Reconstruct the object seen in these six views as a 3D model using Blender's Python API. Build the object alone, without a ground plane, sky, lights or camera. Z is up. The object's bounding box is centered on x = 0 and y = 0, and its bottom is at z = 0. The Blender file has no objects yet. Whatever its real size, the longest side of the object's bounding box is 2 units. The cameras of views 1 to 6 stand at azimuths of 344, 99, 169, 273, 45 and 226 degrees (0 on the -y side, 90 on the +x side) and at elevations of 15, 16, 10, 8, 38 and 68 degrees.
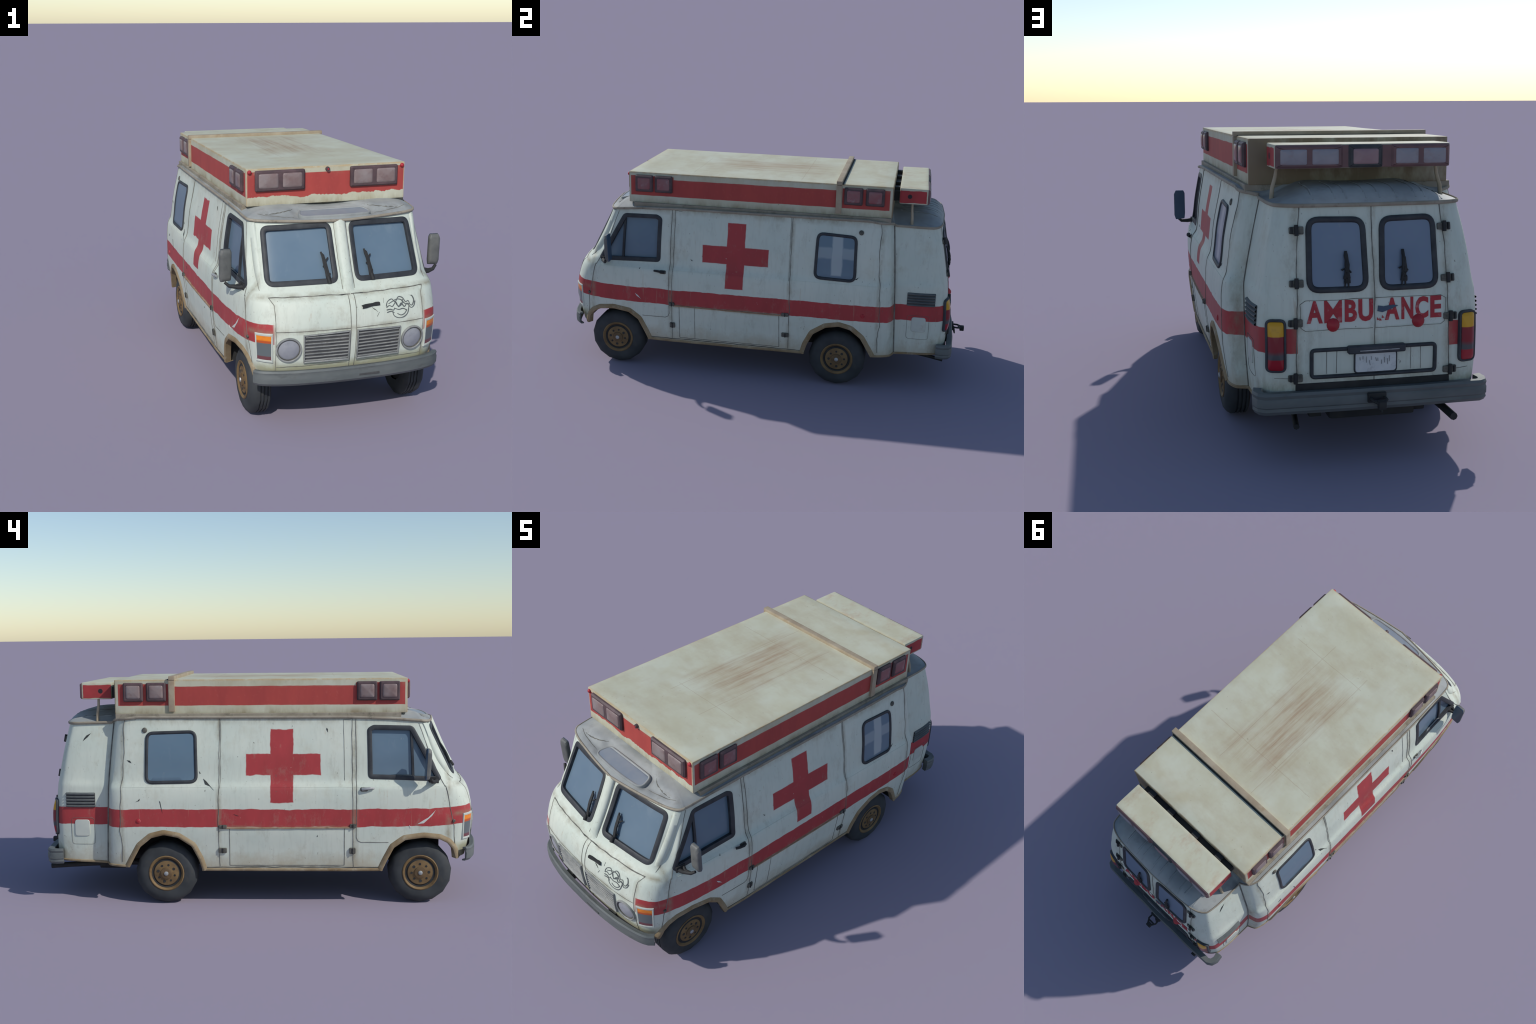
"""Weathered white ambulance van with red stripes, built part by part.  Front faces -y, z up, metres."""
import bpy, bmesh, math, random
import numpy as np
from mathutils import Vector, noise as mnoise

rng = random.Random(7)

# ------------------------------------------------------------------ node helpers
class V:
    """A node socket with arithmetic, so that masks read as formulas."""
    def __init__(s, t, k): s.t, s.k = t, k
    def _m(s, op, *o):
        n = s.t.nodes.new("ShaderNodeMath"); n.operation = op
        for i, a in enumerate((s,) + o):
            if isinstance(a, V): s.t.links.new(a.k, n.inputs[i])
            else: n.inputs[i].default_value = a
        return V(s.t, n.outputs[0])
    def __add__(s, o): return s._m("ADD", o)
    def __radd__(s, o): return s._m("ADD", o)
    def __sub__(s, o): return s._m("SUBTRACT", o)
    def __mul__(s, o): return s._m("MULTIPLY", o)
    def __rmul__(s, o): return s._m("MULTIPLY", o)
    def __neg__(s): return s._m("MULTIPLY", -1.0)
    def abs(s): return s._m("ABSOLUTE")
    def max(s, o): return s._m("MAXIMUM", o)
    def min(s, o): return s._m("MINIMUM", o)
    def inv(s): return (-s) + 1.0
    def ramp(s, lo, hi):
        """0 below lo, 1 above hi (lo > hi reverses)."""
        n = s.t.nodes.new("ShaderNodeMapRange"); n.clamp = True
        s.t.links.new(s.k, n.inputs[0])
        a, b, p, q = (lo, hi, 0.0, 1.0) if lo < hi else (hi, lo, 1.0, 0.0)
        for i, v in zip((1, 2, 3, 4), (a, b, p, q)): n.inputs[i].default_value = v
        return V(s.t, n.outputs[0])
    def band(s, lo, hi, e=0.0012):
        return s.ramp(lo - e, lo + e).min(s.ramp(hi + e, hi - e))


class Mat:
    def __init__(s, name, rough=0.6, metallic=0.0, spec=0.35):
        m = bpy.data.materials.new(name); m.use_nodes = True
        s.m, s.t = m, m.node_tree
        s.b = s.t.nodes["Principled BSDF"]
        s.b.inputs["Roughness"].default_value = rough
        s.b.inputs["Metallic"].default_value = metallic
        s.b.inputs["Specular IOR Level"].default_value = spec
        s.tc = s.t.nodes.new("ShaderNodeTexCoord")
        sep = s.t.nodes.new("ShaderNodeSeparateXYZ")
        s.t.links.new(s.tc.outputs["Object"], sep.inputs[0])
        s.x, s.y, s.z = (V(s.t, sep.outputs[i]) for i in range(3))
    def noise(s, scale, detail=3.0, rough=0.55, stretch=(1, 1, 1), shift=0.0, dist=0.0):
        mp = s.t.nodes.new("ShaderNodeMapping")
        mp.inputs["Scale"].default_value = stretch
        mp.inputs["Location"].default_value = (shift, shift * 1.7, shift * 0.6)
        s.t.links.new(s.tc.outputs["Object"], mp.inputs[0])
        n = s.t.nodes.new("ShaderNodeTexNoise")
        n.inputs["Scale"].default_value = scale
        n.inputs["Detail"].default_value = detail
        n.inputs["Roughness"].default_value = rough
        n.inputs["Distortion"].default_value = dist
        s.t.links.new(mp.outputs[0], n.inputs["Vector"])
        return V(s.t, n.outputs["Fac"])
    def rgb(s, c):
        n = s.t.nodes.new("ShaderNodeRGB"); n.outputs[0].default_value = (*c, 1)
        return n.outputs[0]
    def mix(s, f, a, b):
        n = s.t.nodes.new("ShaderNodeMix"); n.data_type = "RGBA"
        if isinstance(f, V): s.t.links.new(f.k, n.inputs[0])
        else: n.inputs[0].default_value = f
        for i, c in ((6, a), (7, b)):
            if isinstance(c, tuple): n.inputs[i].default_value = (*c, 1)
            else: s.t.links.new(c, n.inputs[i])
        return n.outputs[2]
    def color(s, c):
        if isinstance(c, tuple): s.b.inputs["Base Color"].default_value = (*c, 1)
        else: s.t.links.new(c, s.b.inputs["Base Color"])
        return s
    def bump(s, v, strength=0.2, dist=0.002):
        n = s.t.nodes.new("ShaderNodeBump")
        n.inputs["Strength"].default_value = strength; n.inputs["Distance"].default_value = dist
        s.t.links.new(v.k, n.inputs["Height"]); s.t.links.new(n.outputs[0], s.b.inputs["Normal"])
        return s


RED, RED2 = (0.41, 0.050, 0.054), (0.33, 0.045, 0.046)
TAN, RUST = (0.36, 0.26, 0.15), (0.20, 0.105, 0.045)
WHITE, WHITE2 = (0.545, 0.60, 0.52), (0.605, 0.64, 0.55)
CREAM, CREAM2 = (0.50, 0.48, 0.345), (0.55, 0.555, 0.43)


def simple(name, a, b, scale=18, rough=0.6, metallic=0.0, spec=0.35, dirt=None, stretch=(1, 1, 1)):
    m = Mat(name, rough, metallic, spec)
    c = m.mix(m.noise(scale, 5, 0.6, stretch).ramp(0.35, 0.65), a, b)
    if dirt:
        c = m.mix(m.noise(scale * 1.7, 5, 0.65, stretch, 3.1).ramp(0.56, 0.72) * 0.7, c, dirt)
    return m.color(c).m


def mat_body():
    m = Mat("weathered_white_paint", 0.5, 0, 0.3)
    x, y, z = m.x, m.y, m.z
    ax = x.abs()
    base = m.mix(m.noise(5, 4, 0.6).ramp(0.35, 0.65), WHITE, WHITE2)
    streak = m.noise(4, 4, 0.65, (16, 16, 0.8)).ramp(0.50, 0.75)
    base = m.mix(streak * 0.40, base, (0.44, 0.47, 0.40))
    base = m.mix(m.noise(9, 5, 0.7, shift=5).ramp(0.54, 0.75) * 0.40, base, (0.47, 0.45, 0.34))
    # red paint : waist stripe
    n1 = m.noise(9, 3, 0.6, (1, 1, 0.2), 2.0) + (-0.5)
    n2 = m.noise(34, 2, 0.5, (1, 1, 0.2), 6.0) + (-0.5)
    wob = n1 * 0.014 + n2 * 0.004
    frontlift = y.ramp(-0.80, -0.93) * 0.010
    stripe = (z - wob - frontlift).band(0.3505, 0.4285)
    keep = (y.ramp(0.868, 0.866)).max((ax + n2 * 0.006).ramp(0.239, 0.241))
    keep = keep.min(y.ramp(-0.861, -0.859).max((ax + n1 * 0.01).ramp(0.304, 0.314)))
    stripe = stripe.min(keep)
    # red crosses, one on either flank (the -x one is more ragged and a little wider)
    e1 = m.noise(22, 2, 0.5, shift=1.0) + (-0.5)
    e2 = m.noise(22, 2, 0.5, shift=9.0) + (-0.5)
    left = x.ramp(0.01, -0.01)
    yy = y + e1 * 0.005 + left * (e1 * 0.005) + left * 0.008
    zz = z + e2 * 0.004 + left * (e2 * 0.009)
    side = ax.ramp(0.328, 0.332)
    vert = yy.band(-0.167, -0.079, 0.0018).min(zz.band(0.458, 0.770, 0.0018))
    hori = yy.band(-0.286, 0.037, 0.0018).min(zz.band(0.573, 0.658, 0.0018))
    wide = (yy.band(-0.167, -0.069, 0.0018).min(zz.band(0.458, 0.770, 0.0018))).max(yy.band(-0.286, 0.037, 0.0018).min(zz.band(0.573, 0.665, 0.0018))).min(left)
    cross = vert.max(hori).max(wide).min(side)
    red = m.mix(m.noise(11, 5, 0.65, (1, 1, 0.35)).ramp(0.35, 0.7), RED, RED2)
    red = m.mix(m.noise(60, 4, 0.7).ramp(0.60, 0.75) * 0.35, red, (0.46, 0.12, 0.11))
    mask = stripe.max(cross)
    chips = m.noise(26, 4, 0.7, shift=14).ramp(0.70, 0.73)
    col = m.mix(mask.min(chips.inv()), base, red)
    # pale lettering field on the rear doors
    field = ax.band(0.0, 0.225, 0.003).min((z + n2 * 0.01).band(0.424, 0.508, 0.002)).min(y.ramp(0.86, 0.862))
    col = m.mix(field * 0.55, col, (0.64, 0.68, 0.62))
    # specks, rust runs, splashed dirt along the bottom edge
    col = m.mix(m.noise(95, 3, 0.6, (1, 1, 0.6)).ramp(0.69, 0.74) * 0.75, col, (0.12, 0.115, 0.09))
    grime = m.noise(16, 6, 0.75, (1, 1, 0.5), 21).ramp(0.56, 0.74)
    col = m.mix(grime * 0.38, col, (0.29, 0.27, 0.20))
    runs = m.noise(7, 4, 0.6, (9, 9, 0.55), 4).ramp(0.66, 0.76)
    col = m.mix(runs * 0.45, col, (0.42, 0.33, 0.22))
    gn = m.noise(18, 5, 0.7, (1, 1, 0.6), 31).ramp(0.36, 0.66)
    flank = ax.ramp(0.325, 0.335)
    lines = None
    for y0, w0 in ((-0.438, 0.022), (0.147, 0.016), (0.570, 0.014), (0.635, 0.020), (-0.845, 0.020)):
        q = (y - y0).abs().ramp(w0, 0.0)
        lines = q if lines is None else lines.max(q)
    lines = lines.min(flank).max(z.ramp(0.785, 0.815)).max((z - 0.348).abs().ramp(0.014, 0.0).min(flank).min(y.band(-0.43, 0.15)))
    rear = y.ramp(0.80, 0.82)
    for x0, w0 in ((0.0, 0.016), (0.238, 0.022)):
        lines = lines.max((ax - x0).abs().ramp(w0, 0.0).min(rear))
    lines = lines.max(z.ramp(0.30, 0.24).min(rear))
    front = y.ramp(-0.85, -0.87)
    for z0 in (0.405, 0.529):
        lines = lines.max((z - z0).abs().ramp(0.016, 0.0).min(front))
    lines = lines.max((ax - 0.305).abs().ramp(0.018, 0.0).min(front).min(z.ramp(0.53, 0.51)))
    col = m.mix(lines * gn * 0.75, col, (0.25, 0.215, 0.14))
    splash = (z + (m.noise(14, 5, 0.7, shift=7) + (-0.5)) * 0.15).ramp(0.245, 0.160)
    col = m.mix(splash * 0.70, col, (0.40, 0.34, 0.23))
    nose = y.ramp(-0.85, -0.90).min((z + (m.noise(14, 5, 0.7, shift=3) + (-0.5)) * 0.05).ramp(0.285, 0.255))
    col = m.mix(nose * 0.7, col, (0.33, 0.31, 0.17))
    m.color(col).bump(m.noise(45, 4, 0.6), 0.12, 0.002)
    return m.m


def mat_box():
    m = Mat("dirty_cream_box_paint", 0.6, 0, 0.25)
    x, y, z = m.x, m.y, m.z
    ax = x.abs()
    base = m.mix(m.noise(6, 5, 0.65).ramp(0.35, 0.65), CREAM, CREAM2)
    base = m.mix(m.noise(3.5, 5, 0.7, (1, 2.0, 1), 5).ramp(0.45, 0.70) * 0.70, base, (0.44, 0.39, 0.27))
    base = m.mix(m.noise(2.2, 4, 0.65, shift=11).ramp(0.55, 0.62) * 0.30, base, (0.60, 0.63, 0.53))
    base = m.mix(m.noise(30, 5, 0.7, (1.0, 0.25, 1), 8).ramp(0.55, 0.75) * 0.30, base, (0.45, 0.40, 0.29))
    # rust scraped along the middle of the lid
    top = z.ramp(0.979, 0.982)
    blot = (x + (m.noise(6, 3, 0.6, shift=3) + (-0.5)) * 0.14).abs().ramp(0.17, 0.02).min((y + 0.02).abs().ramp(0.34, 0.06))
    lines = m.noise(26, 4, 0.7, (1.6, 0.09, 1), 1).ramp(0.42, 0.66)
    base = m.mix((blot * lines * top) * 0.95, base, (0.31, 0.19, 0.11))
    base = m.mix((blot * top) * 0.42, base, (0.40, 0.30, 0.19))
    # panel joints of the lid
    jit = (m.noise(20, 2, 0.5, shift=2) + (-0.5)) * 0.006
    joint = (x + jit + 0.105).band(-0.0012, 0.0012, 0.0008).min(y.band(-0.42, 0.33))
    joint = joint.max((x + jit - 0.115).band(-0.0012, 0.0012, 0.0008).min(y.band(-0.45, 0.30)))
    joint = joint.max((y + jit + 0.36).band(-0.0012, 0.0012, 0.0008).min(x.band(-0.12, 0.27)))
    joint = joint.max((y + jit - 0.17).band(-0.0012, 0.0012, 0.0008).min(x.band(-0.30, 0.30)))
    base = m.mix(joint.min(top) * 0.45, base, (0.34, 0.25, 0.17))
    # red band : flanks, with the taller fields round the lamps; front with torn lower edge
    w = (m.noise(12, 3, 0.6, (1, 1, 0.15), 3) + (-0.5)) * 0.006
    flank = ax.ramp(0.3345, 0.3350)
    f = (z + w).band(0.872, 0.955).min(y.band(-0.657, 0.345))
    f = f.max((z + w).band(0.872, 0.968).min((y + w).band(-0.657, -0.445))).max((z + w).band(0.872, 0.966).min((y + w).band(0.368, 0.590)))
    wf = (m.noise(13, 4, 0.65, (1, 0.1, 0.1), 8) + (-0.5)) * 0.045
    front = y.ramp(-0.6645, -0.6655).min((z + wf * z.ramp(0.93, 0.88)).band(0.869, 0.961).max(z.band(0.90, 0.972).min(ax.ramp(0.29, 0.31)))).min(ax.ramp(0.336, 0.332))
    red = m.mix(m.noise(9, 5, 0.65, (1, 1, 0.3)).ramp(0.35, 0.7), (0.43, 0.070, 0.058), (0.345, 0.056, 0.050))
    red = m.mix(m.noise(70, 4, 0.7).ramp(0.58, 0.75) * 0.4, red, (0.48, 0.12, 0.09))
    col = m.mix(f.min(flank).max(front), base, red)
    # grime on the lower rim, brown stain plus painted shade on the tail face, worn tan edges
    rim = z.ramp(0.870, 0.845) * m.noise(11, 5, 0.7, (1, 1, 0.3), 9).ramp(0.40, 0.70)
    upper = z.ramp(0.945, 0.975).min(z.ramp(0.9835, 0.9825)) * m.noise(15, 5, 0.7, (1, 1, 0.3), 13).ramp(0.42, 0.68)
    col = m.mix(upper * 0.45, col, (0.36, 0.32, 0.20))
    col = m.mix(rim * 0.85, col, (0.29, 0.235, 0.145))
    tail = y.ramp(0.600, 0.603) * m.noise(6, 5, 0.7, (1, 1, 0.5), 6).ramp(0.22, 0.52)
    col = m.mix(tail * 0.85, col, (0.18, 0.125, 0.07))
    edge = (ax.ramp(0.331, 0.337).min(z.ramp(0.975, 0.979))).max(ax.ramp(0.331, 0.337).min(y.abs().ramp(0.70, 0.69)))
    edge = ax.ramp(0.332, 0.337).min(z.ramp(0.975, 0.982)).max(ax.ramp(0.332, 0.337).min(y.ramp(-0.660, -0.666))).max(y.ramp(-0.660, -0.667).min(z.ramp(0.975, 0.982)))
    col = m.mix(edge * m.noise(24, 4, 0.7, shift=2).ramp(0.30, 0.55) * 0.8, col, (0.46, 0.33, 0.17))
    col = m.mix(m.noise(80, 3, 0.6).ramp(0.70, 0.75) * 0.6, col, (0.16, 0.13, 0.09))
    m.color(col).bump(m.noise(40, 4, 0.6), 0.15, 0.002)
    return m.m


def mat_bar():
    m = Mat("light_bar_paint", 0.6, 0, 0.25)
    x, y, z = m.x, m.y, m.z
    ax = x.abs()
    base = m.mix(m.noise(8, 5, 0.65).ramp(0.35, 0.65), CREAM, CREAM2)
    base = m.mix(m.noise(10, 5, 0.7, (1, 0.6, 1), 5).ramp(0.48, 0.68) * 0.75, base, (0.44, 0.31, 0.20))
    w = (m.noise(14, 3, 0.6, shift=3) + (-0.5)) * 0.010
    ends = ax.ramp(0.2805, 0.2815).min((z + w).band(0.903, 0.962)).min((y + w).band(0.630, 0.758))
    red = m.mix(m.noise(12, 4, 0.6).ramp(0.35, 0.65), RED, RED2)
    spot = ((y - 0.680) * (y - 0.680) + (z - 0.934) * (z - 0.934)).ramp(0.00013, 0.00009)
    red = m.mix(spot, red, (0.03, 0.025, 0.03))
    return m.color(m.mix(ends, base, red)).m


def mat_glass(name, a, b, reflection=False):
    m = Mat(name, 0.28, 0, 0.4)
    c = m.mix(m.noise(4, 4, 0.6, shift=3).ramp(0.3, 0.7), a, b)
    c = m.mix(m.noise(8, 5, 0.7, (1, 1, 0.4), 6).ramp(0.58, 0.75) * 0.25, c, (0.28, 0.33, 0.37))
    if reflection:  # painted reflection: pale cross in the pane of the +x flank
        j = (m.noise(18, 2, 0.5, shift=4) + (-0.5)) * 0.012
        v = (m.y + j).band(0.338, 0.388, 0.004).min(m.z.band(0.560, 0.760, 0.003))
        h = (m.z + j).band(0.640, 0.690, 0.004).min(m.y.band(0.262, 0.450, 0.003))
        c = m.mix(v.max(h * 0.55).min(m.x.ramp(-0.01, 0.01)) * 0.7, c, (0.42, 0.47, 0.47))
    c = m.mix(m.noise(30, 5, 0.75, (1, 1, 0.25), 2).ramp(0.66, 0.72) * 0.4, c, (0.30, 0.30, 0.28))
    return m.color(c).m


def mat_lens(name, a, b, c2):
    m = Mat(name, 0.35, 0, 0.45)
    c = m.mix(m.noise(14, 3, 0.6).ramp(0.35, 0.65), a, b)
    c = m.mix(m.noise(22, 4, 0.7, shift=4).ramp(0.55, 0.75) * 0.6, c, c2)
    return m.color(c).m


def mat_tail():
    m = Mat("tail_lamp_lens", 0.3, 0, 0.45)
    z = m.z + (m.noise(18, 2, 0.5) + (-0.5)) * 0.004
    c = m.mix(z.ramp(0.3335, 0.3365), (0.33, 0.012, 0.022), (0.075, 0.075, 0.08))
    c = m.mix((z + (m.noise(30, 4, 0.6) + (-0.5)) * 0.008).ramp(0.349, 0.362), c, (0.22, 0.012, 0.02))
    c = m.mix(z.ramp(0.4055, 0.4075), c, (0.60, 0.31, 0.010))
    return m.color(m.mix(m.noise(40, 4, 0.7).ramp(0.55, 0.75) * 0.3, c, (0.12, 0.06, 0.03))).m


def mat_marker():
    m = Mat("marker_lamp_lens", 0.3, 0, 0.45)
    z = m.z + (m.noise(18, 2, 0.5) + (-0.5)) * 0.003
    c = m.mix(z.ramp(0.308, 0.311), (0.15, 0.055, 0.06), (0.115, 0.135, 0.14))
    c = m.mix(z.ramp(0.3615, 0.3635), c, (0.45, 0.085, 0.02))
    c = m.mix(z.ramp(0.370, 0.375), c, (0.78, 0.24, 0.02))
    c = m.mix(m.noise(30, 3, 0.6, (1, 1, 2.5), 3).ramp(0.5, 0.7).min(z.ramp(0.362, 0.364)) * 0.5, c, (0.50, 0.09, 0.015))
    return m.color(c).m


def mat_rim():
    m = Mat("rusty_ochre_steel", 0.65, 0.1, 0.3)
    c = m.mix(m.noise(16, 4, 0.6).ramp(0.35, 0.65), (0.215, 0.140, 0.062), (0.150, 0.095, 0.045))
    c = m.mix(m.noise(40, 5, 0.7, shift=4).ramp(0.55, 0.72) * 0.6, c, (0.10, 0.06, 0.03))
    return m.color(c).m


def mat_trim():
    m = Mat("rust_stained_trim", 0.7, 0, 0.25)
    c = m.mix(m.noise(9, 5, 0.65).ramp(0.30, 0.65), (0.34, 0.275, 0.175), (0.21, 0.145, 0.075))
    c = m.mix(m.noise(26, 5, 0.7, shift=3).ramp(0.56, 0.72) * 0.5, c, (0.46, 0.44, 0.35))
    return m.color(c).m


M = {}
M["body"] = mat_body()
M["box"] = mat_box()
M["bar"] = mat_bar()
M["glass"] = mat_glass("blue_tinted_glass", (0.105, 0.165, 0.225), (0.135, 0.195, 0.25))
M["glass_side"] = mat_glass("blue_tinted_side_glass", (0.105, 0.170, 0.230), (0.130, 0.195, 0.250), True)
M["glass_rear"] = mat_glass("blue_tinted_rear_glass", (0.145, 0.195, 0.275), (0.175, 0.225, 0.30))
M["skylight"] = simple("skylight_panel", (0.20, 0.24, 0.29), (0.26, 0.285, 0.31), 9, 0.35)
M["rubber"] = simple("black_rubber", (0.035, 0.038, 0.045), (0.055, 0.06, 0.068), 20, 0.6)
M["gasket"] = simple("window_rubber", (0.024, 0.027, 0.032), (0.045, 0.049, 0.054), 20, 0.55)
M["tyre"] = simple("tyre_rubber", (0.032, 0.036, 0.039), (0.05, 0.055, 0.058), 11, 0.75, dirt=(0.062, 0.058, 0.05))
M["seam"] = simple("seam_strip", (0.10, 0.10, 0.088), (0.21, 0.205, 0.175), 24, 0.8)  # dark strips laid on the skin, standing in for gaps and creases
M["black"] = simple("black_metal", (0.018, 0.019, 0.02), (0.035, 0.035, 0.034), 15, 0.7)
M["under"] = simple("underbody_dark", (0.022, 0.024, 0.026), (0.04, 0.038, 0.034), 9, 0.85)
M["bumper"] = simple("grey_bumper_metal", (0.095, 0.108, 0.108), (0.140, 0.152, 0.148), 12, 0.55, 0.1, dirt=(0.07, 0.074, 0.07), stretch=(0.4, 1, 1))
M["chrome"] = simple("dull_chrome", (0.30, 0.31, 0.31), (0.42, 0.43, 0.42), 20, 0.4, 0.25, dirt=(0.12, 0.12, 0.11))
M["slat"] = simple("grille_metal", (0.20, 0.21, 0.205), (0.32, 0.325, 0.305), 18, 0.5, 0.1, dirt=(0.10, 0.095, 0.08))
M["grille_back"] = simple("dark_grille_metal", (0.045, 0.047, 0.05), (0.08, 0.08, 0.078), 16, 0.7)  # dark metal of the grille backing plate, vent and bracket
M["headlamp"] = mat_lens("headlamp_glass", (0.235, 0.245, 0.275), (0.30, 0.31, 0.33), (0.18, 0.19, 0.205))
M["lens"] = mat_lens("faded_lamp_lens", (0.205, 0.140, 0.130), (0.265, 0.220, 0.210), (0.14, 0.07, 0.065))
M["lens_red"] = mat_lens("red_lamp_lens", (0.25, 0.075, 0.08), (0.24, 0.12, 0.12), (0.34, 0.31, 0.33))
M["lens_grey"] = mat_lens("grey_lamp_lens", (0.25, 0.24, 0.26), (0.31, 0.29, 0.31), (0.25, 0.165, 0.165))
M["lens_pink"] = mat_lens("pink_lamp_lens", (0.28, 0.17, 0.18), (0.32, 0.21, 0.21), (0.22, 0.16, 0.16))
M["housing"] = simple("lamp_housing", (0.065, 0.045, 0.048), (0.12, 0.075, 0.078), 16, 0.55)
M["housing_bar"] = simple("light_bar_lamp_housing", (0.13, 0.075, 0.078), (0.19, 0.10, 0.095), 14, 0.5)
M["tail"] = mat_tail()
M["marker"] = mat_marker()
M["rim"] = mat_rim()
M["trim"] = mat_trim()
M["strap"] = simple("tan_strap_paint", (0.31, 0.245, 0.165), (0.40, 0.335, 0.24), 12, 0.65, dirt=(0.30, 0.21, 0.12))
M["gutter"] = simple("rusty_gutter", (0.25, 0.215, 0.16), (0.33, 0.295, 0.23), 13, 0.65, dirt=(0.10, 0.085, 0.06))
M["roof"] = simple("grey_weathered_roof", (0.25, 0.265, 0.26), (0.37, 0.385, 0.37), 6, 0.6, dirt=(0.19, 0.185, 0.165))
M["flap"] = simple("pale_flap_paint", (0.46, 0.50, 0.45), (0.54, 0.57, 0.50), 8, 0.45, dirt=(0.42, 0.41, 0.32))
M["red"] = simple("red_enamel", (0.42, 0.026, 0.036), (0.33, 0.025, 0.034), 16, 0.45)
M["letter"] = simple("red_letter_paint", (0.42, 0.030, 0.040), (0.35, 0.03, 0.038), 22, 0.55, dirt=(0.50, 0.24, 0.23))
M["hinge"] = simple("greasy_hinge_steel", (0.07, 0.068, 0.058), (0.15, 0.145, 0.12), 60, 0.6, 0.2)
M["tear"] = simple("torn_paint_dark", (0.025, 0.028, 0.028), (0.06, 0.065, 0.06), 40, 0.8)
M["bare"] = simple("bare_primer", (0.55, 0.56, 0.51), (0.62, 0.62, 0.57), 30, 0.7)
M["plate"] = simple("number_plate_white", (0.52, 0.55, 0.55), (0.62, 0.64, 0.62), 25, 0.5, dirt=(0.36, 0.37, 0.36))
M["mirror"] = simple("mirror_glass", (0.04, 0.075, 0.12), (0.055, 0.09, 0.14), 8, 0.25)
M["mirror_shell"] = simple("grey_mirror_shell", (0.095, 0.10, 0.095), (0.15, 0.152, 0.142), 15, 0.5)
M["rust_hub"] = simple("dark_rusty_hub", (0.10, 0.062, 0.03), (0.15, 0.095, 0.045), 40, 0.7)
M["rust_strip"] = simple("rust_strip", (0.28, 0.17, 0.10), (0.36, 0.25, 0.16), 20, 0.75, dirt=(0.13, 0.08, 0.05))

# ------------------------------------------------------------------ object helpers
root = bpy.data.objects.new("ambulance_van", None)
bpy.context.scene.collection.objects.link(root)
root["label"] = "weathered white ambulance van with red crosses and roof box"
root["category"] = "ambulance"


def new_obj(name, verts, faces, mat, parent=None, smooth=None, fix=True):
    me = bpy.data.meshes.new(name)
    me.from_pydata([tuple(map(float, v)) for v in verts], [], [tuple(int(i) for i in f) for f in faces])
    if fix:
        bm = bmesh.new(); bm.from_mesh(me)
        bmesh.ops.remove_doubles(bm, verts=bm.verts, dist=1e-5)
        bmesh.ops.recalc_face_normals(bm, faces=bm.faces)
        bm.to_mesh(me); bm.free()
    me.materials.append(mat if not isinstance(mat, str) else M[mat])
    o = bpy.data.objects.new(name, me)
    bpy.context.scene.collection.objects.link(o)
    o.parent = parent or root
    if smooth is not None:
        me.polygons.foreach_set("use_smooth", [True] * len(me.polygons))
        if smooth < 180:
            me.set_sharp_from_angle(angle=math.radians(smooth))
    return o


class Geo:
    """Collects verts/faces of one part."""
    def __init__(s): s.v, s.f = [], []
    def add(s, vs, fs):
        o = len(s.v); s.v += [tuple(v) for v in vs]; s.f += [tuple(i + o for i in f) for f in fs]; return s
    def grid(s, rows, close_u=False):
        o = len(s.v); n = len(rows[0])
        for r in rows: s.v += [tuple(p) for p in r]
        for i in range(len(rows) - 1):
            for j in range(n if close_u else n - 1):
                k = (j + 1) % n
                s.f.append((o + i * n + j, o + i * n + k, o + (i + 1) * n + k, o + (i + 1) * n + j))
        return s
    def box(s, lo, hi, bevel=0.0):
        bm = bmesh.new(); bmesh.ops.create_cube(bm, size=1)
        for v in bm.verts:
            v.co = Vector([(lo[i] + hi[i]) / 2 + v.co[i] * (hi[i] - lo[i]) for i in range(3)])
        if bevel: bmesh.ops.bevel(bm, geom=bm.edges[:], offset=bevel, segments=2, profile=0.7, affect="EDGES")
        bm.verts.index_update()
        s.add([v.co[:] for v in bm.verts], [[v.index for v in f.verts] for f in bm.faces]); bm.free(); return s
    def tube(s, pts, r, n=8, caps=True, r2=None):
        pts = [Vector(p) for p in pts]; rows = []
        up = Vector((0, 0, 1))
        for i, p in enumerate(pts):
            d = (pts[min(i + 1, len(pts) - 1)] - pts[max(i - 1, 0)]).normalized()
            a = d.cross(up)
            if a.length < 1e-3: a = d.cross(Vector((1, 0, 0)))
            a.normalize(); b = a.cross(d)
            rr = r if r2 is None else r + (r2 - r) * i / (len(pts) - 1)
            rows.append([p + (a * math.cos(t) + b * math.sin(t)) * rr for t in (2 * math.pi * k / n for k in range(n))])
        o = len(s.v); s.grid(rows, True)
        if caps:
            s.f.append(tuple(o + k for k in range(n))); e = len(s.v) - n
            s.f.append(tuple(e + k for k in range(n)))
        return s
    def obj(s, name, mat, parent=None, smooth=None): return new_obj(name, s.v, s.f, mat, parent, smooth)


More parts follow.
